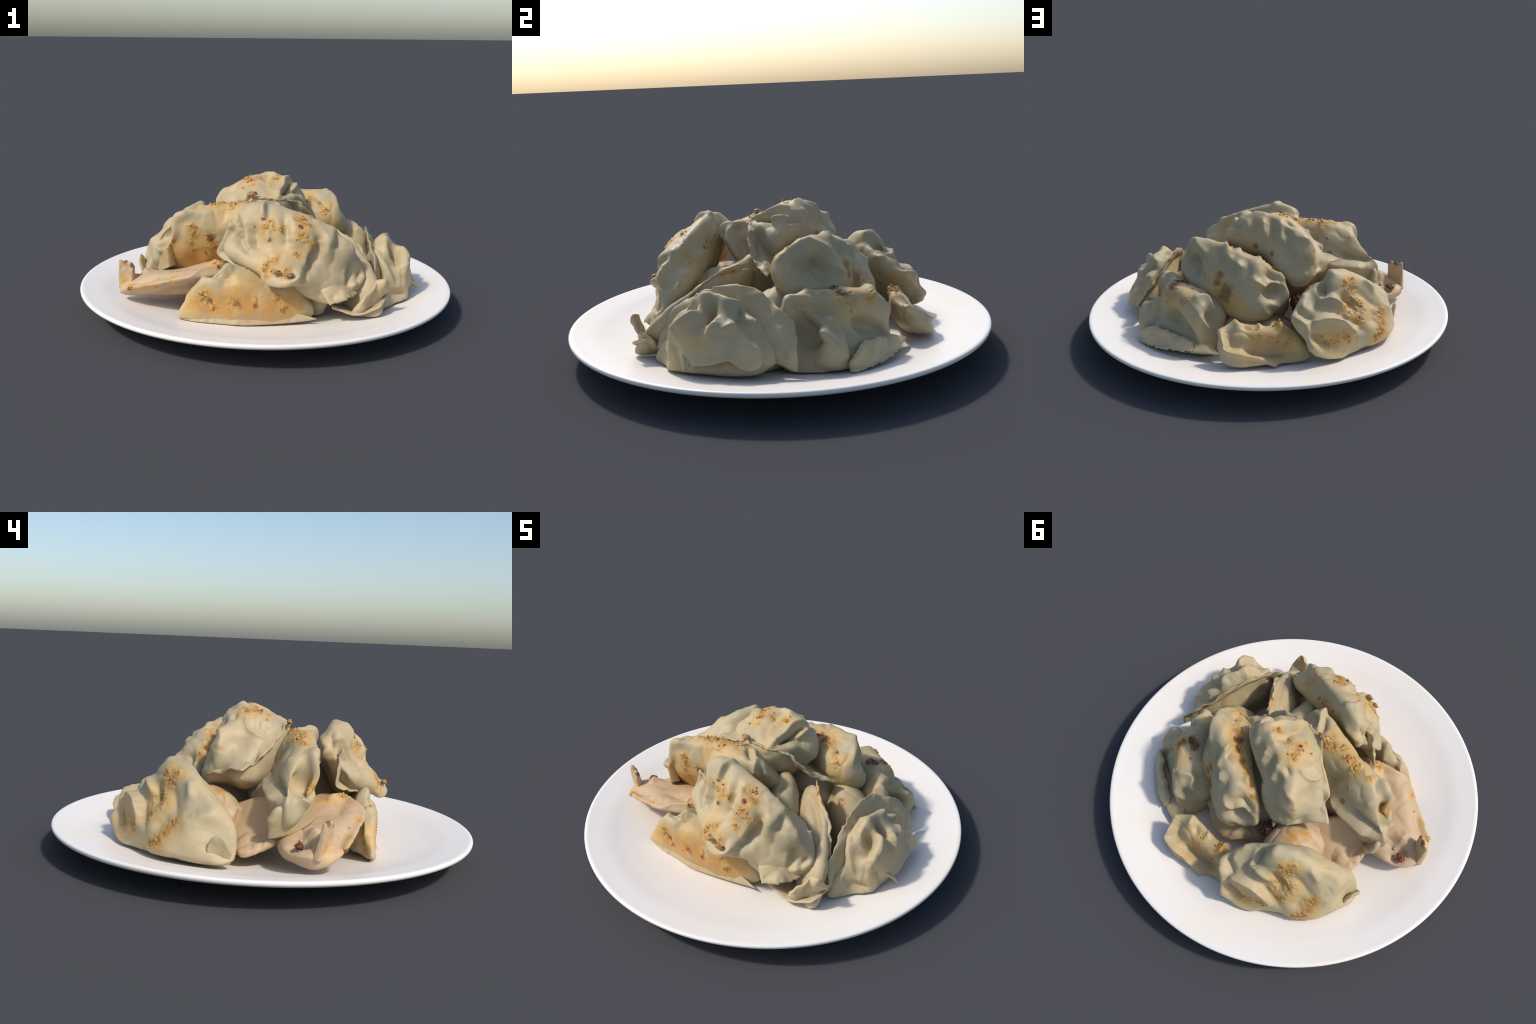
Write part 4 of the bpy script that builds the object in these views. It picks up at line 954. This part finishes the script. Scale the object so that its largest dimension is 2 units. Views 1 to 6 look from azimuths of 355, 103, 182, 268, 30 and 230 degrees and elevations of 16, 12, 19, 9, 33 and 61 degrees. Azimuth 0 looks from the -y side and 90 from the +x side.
dumpling(
    center=(0.017, 0.621, 0.156), axis=(-0.972, -0.194, -0.129), up=(0.045, -0.698, 0.715), half=(0.229, 0.070, 0.123),
    bulges=[(-174, -24, 0.96), (167, 21, 0.87), (-180, 47, 1.07), (-166, 62, 1.13), (-144, 73, 0.91), (-64, 68, 0.91), (-40, 60, 1.07), (-176, -51, 1.10),
            (-170, -81, 0.93), (31, -56, 0.91), (4, -25, 1.17), (-158, -27, 1.04), (174, 9, 0.90), (169, 47, 1.06), (157, 59, 1.09), (105, 62, 0.89),
            (-7, 52, 1.01), (-147, -45, 1.13), (-93, -56, 1.04), (-34, -48, 0.92), (-42, 49, 1.13), (-70, 19, 1.05), (-78, -4, 0.84), (-111, -33, 1.12),
            (160, -55, 1.00), (165, 45, 1.11), (-176, -31, 0.99), (-95, 51, 0.90), (-50, 48, 1.03)],
    folds=[(0.028, 0.014, [(0.183, -0.012, 0.081), (0.165, 0.074, 0.046), (0.144, 0.103, 0.016), (0.005, 0.100, -0.015), (-0.096, 0.055, -0.077)]),
           (-0.045, 0.05, [(0.090, 0.077, 0.044), (-0.009, 0.073, 0.012), (-0.109, 0.043, -0.011), (-0.169, 0.021, -0.017)]),
           (0.014, 0.014, [(0.006, -0.069, 0.089), (0.001, -0.053, 0.087)]),
           (0.018, 0.016, [(-0.097, -0.080, 0.082), (-0.102, -0.053, 0.083)]),
           (-0.012, 0.02, [(0.069, -0.033, 0.100), (0.052, -0.023, 0.096)]),
           (-0.02, 0.03, [(0.153, 0.045, 0.072), (0.142, 0.073, 0.050)]),
           (0.016, 0.02, [(0.120, -0.049, 0.106), (0.105, -0.023, 0.104)])],
    stains=[(-0.088, 0.028, 0.026, 0.1, 0.8, 3),
            (-0.008, 0.045, 0.042, 0.08, 0.6, 3),
            (-0.008, 0.031, 0.058, 0.045, 0.5, 1),
            (-0.128, 0.019, 0.018, 0.05, 0.6, 1),
            (0.012, -0.025, 0.090, 0.03, 0.6, 1),
            (-0.106, -0.055, 0.082, 0.02, 0.8, 1),
            (0.032, 0.047, 0.056, 0.2, 0.35, 0),
            (-0.169, 0.013, -0.003, 0.15, 0.5, 0),
            (0.011, -0.084, 0.060, 0.03, 0.9, 1),
            (-0.093, -0.070, 0.084, 0.035, 1, 1)],
    lumps=0.004,
    skirt=0.02,
)


dumpling(
    center=(0.377, -0.291, 0.240), axis=(0.427, -0.761, -0.489), up=(0.649, -0.119, 0.751), half=(0.322, 0.061, 0.144),
    bulges=[(-162, -13, 1.02), (-170, -1, 1.01), (177, 28, 1.04), (-168, 46, 0.98), (121, 73, 1.00), (60, 28, 1.04), (-46, -10, 1.04)],
    folds=[(-0.015, 0.02, [(-0.095, 0.166, 0.173), (0.009, 0.045, 0.146), (0.073, -0.061, 0.087)]),
           (0.012, 0.02, [(-0.022, 0.134, 0.181), (0.082, 0.011, 0.118)])],
    stains=[(-0.036, 0.164, 0.188, 0.02, 0.8, 1),
            (0.003, 0.120, 0.173, 0.018, 0.7, 1),
            (-0.039, 0.148, 0.205, 0.02, 0.8, 2),
            (-0.068, 0.190, 0.212, 0.02, 0.6, 1)],
    frills=[dict(base=[(-0.051, 0.145, 0.140), (-0.017, 0.096, 0.131), (0.021, 0.058, 0.114), (0.056, 0.019, 0.087), (0.089, -0.026, 0.033), (0.101, -0.062, -0.020), (0.104, -0.098, -0.066)],
                 edge=[(-0.081, 0.229, 0.222), (-0.027, 0.151, 0.207), (0.033, 0.091, 0.180), (0.091, 0.031, 0.142), (0.133, -0.039, 0.050), (0.153, -0.094, -0.030), (0.158, -0.149, -0.100)], thick=0.014, wave=0.006, rag=0.006),
            dict(base=[(0.083, -0.129, -0.140), (0.123, -0.169, -0.120), (0.113, -0.209, -0.110), (0.083, -0.229, -0.110), (0.043, -0.244, -0.125), (0.003, -0.229, -0.140)],
                 edge=[(0.183, -0.139, -0.070), (0.197, -0.203, -0.021), (0.173, -0.246, 0.036), (0.120, -0.230, 0.026), (0.067, -0.266, -0.037), (0.023, -0.259, -0.090)], thick=0.022, wave=0.014, freq=18.0),
            dict(base=[(0.103, -0.109, -0.130), (0.083, -0.129, -0.140), (0.053, -0.139, -0.150), (0.013, -0.139, -0.150), (-0.027, -0.129, -0.140), (-0.077, -0.129, -0.120)],
                 edge=[(0.197, -0.179, -0.050), (0.153, -0.254, -0.090), (0.106, -0.264, -0.115), (0.037, -0.269, -0.135), (-0.037, -0.259, -0.120), (-0.095, -0.243, -0.104)], thick=0.02, wave=0.004)],
    peach=0.15,
)


dumpling(
    center=(0.154, -0.184, 0.219), axis=(0.364, -0.808, -0.464), up=(0.300, -0.370, 0.879), half=(0.296, 0.109, 0.213),
    bulges=[(-166, 20, 0.99), (160, 28, 1.01), (141, 25, 1.03), (123, 15, 0.95), (104, 8, 1.01), (-21, 55, 1.02), (-40, 77, 1.06), (-137, 87, 0.91),
            (171, 61, 1.05), (101, 44, 0.99)],
    folds=[(-0.016, 0.03, [(-0.006, 0.037, 0.234), (0.005, -0.014, 0.214)])],
    stains=[(0.069, 0.100, 0.094, 0.02, 0.7, 1)],
    lumps=0.006,
)


dumpling(
    center=(0.455, 0.040, 0.170), axis=(0.332, 0.935, -0.124), up=(-0.469, 0.278, 0.838), half=(0.146, 0.143, 0.228),
    bulges=[(123, 70, 0.98), (5, 85, 1.06), (-37, 63, 1.01), (-46, 38, 0.92), (-140, 51, 0.94), (-127, 72, 0.99), (4, 75, 1.03), (-95, -1, 1.06),
            (-123, 1, 0.99)],
    stains=[(-0.052, -0.048, 0.163, 0.03, 0.6, 1)],
    lumps=0.006,
)


dumpling(
    center=(-0.306, 0.269, 0.206), axis=(-0.320, 0.947, 0.018), up=(-0.172, -0.077, 0.982), half=(0.175, 0.152, 0.146),
    bulges=[(169, 19, 0.98), (139, 15, 0.97), (112, 9, 1.05), (-129, 79, 1.01)],
    folds=[(-0.014, 0.02, [(-0.048, -0.098, 0.105), (-0.074, -0.098, 0.088)]),
           (0.01, 0.02, [(0.009, -0.164, 0.036), (-0.064, -0.131, 0.054), (-0.114, -0.113, 0.010)])],
    stains=[(0.004, 0.006, 0.147, 0.06, 0.9, 3),
            (-0.023, -0.053, 0.137, 0.05, 0.9, 3),
            (-0.023, 0.002, 0.145, 0.05, 0.5, 3)],
    scraps=[dict(place=(0.142, 0.048, 0.056), size=0.042, tone=(92, 46, 34), name='meat_filling', stretch=(0.7, 0.8, 1.1))],
    peach=0.6,
    lumps=0.006,
)


dumpling(
    center=(-0.403, 0.024, 0.159), axis=(-0.909, 0.365, -0.203), up=(-0.098, 0.286, 0.953), half=(0.170, 0.145, 0.046),
    bulges=[(73, 6, 1.01), (47, 8, 0.95), (-4, -13, 1.02), (-32, -17, 0.95), (-14, -12, 1.09), (17, -23, 1.00), (59, 29, 1.04)],
    folds=[(-0.015, 0.03, [(-0.127, 0.006, 0.017), (-0.106, -0.038, 0.036)]),
           (0.016, 0.016, [(-0.140, 0.107, -0.058), (-0.155, 0.030, -0.038), (-0.108, -0.046, 0.036)])],
    peach=0.8,
    lumps=0.009,
    creases=0.008,
)


dumpling(
    center=(0.080, 0.314, 0.138), axis=(-0.954, 0.300, 0.004), up=(0.003, -0.001, 1.000), half=(0.220, 0.162, 0.078),
    bulges=[(-77, -4, 1.01), (-60, -7, 1.06), (-41, -8, 0.98), (-8, -9, 0.90), (13, -7, 1.09)],
    peach=0.5,
    lumps=0.014,
    creases=0.008,
)


dumpling(
    center=(0.100, 0.170, 0.240), axis=(-0.909, 0.404, -0.101), up=(-0.092, 0.041, 0.995), half=(0.240, 0.160, 0.170),
    bulges=[(0, 0, 1.00), (90, 0, 1.00), (0, 90, 1.00)],
    stains=[(0.123, -0.023, 0.149, 0.08, 0.6, 0)],
    lumps=0.006,
)


dumpling(
    center=(-0.100, -0.010, 0.300), axis=(-0.943, -0.105, -0.314), up=(-0.313, -0.035, 0.949), half=(0.200, 0.100, 0.130),
    bulges=[(0, 0, 1.00), (90, 0, 1.00), (0, 90, 1.00)],
    lumps=0.008,
)
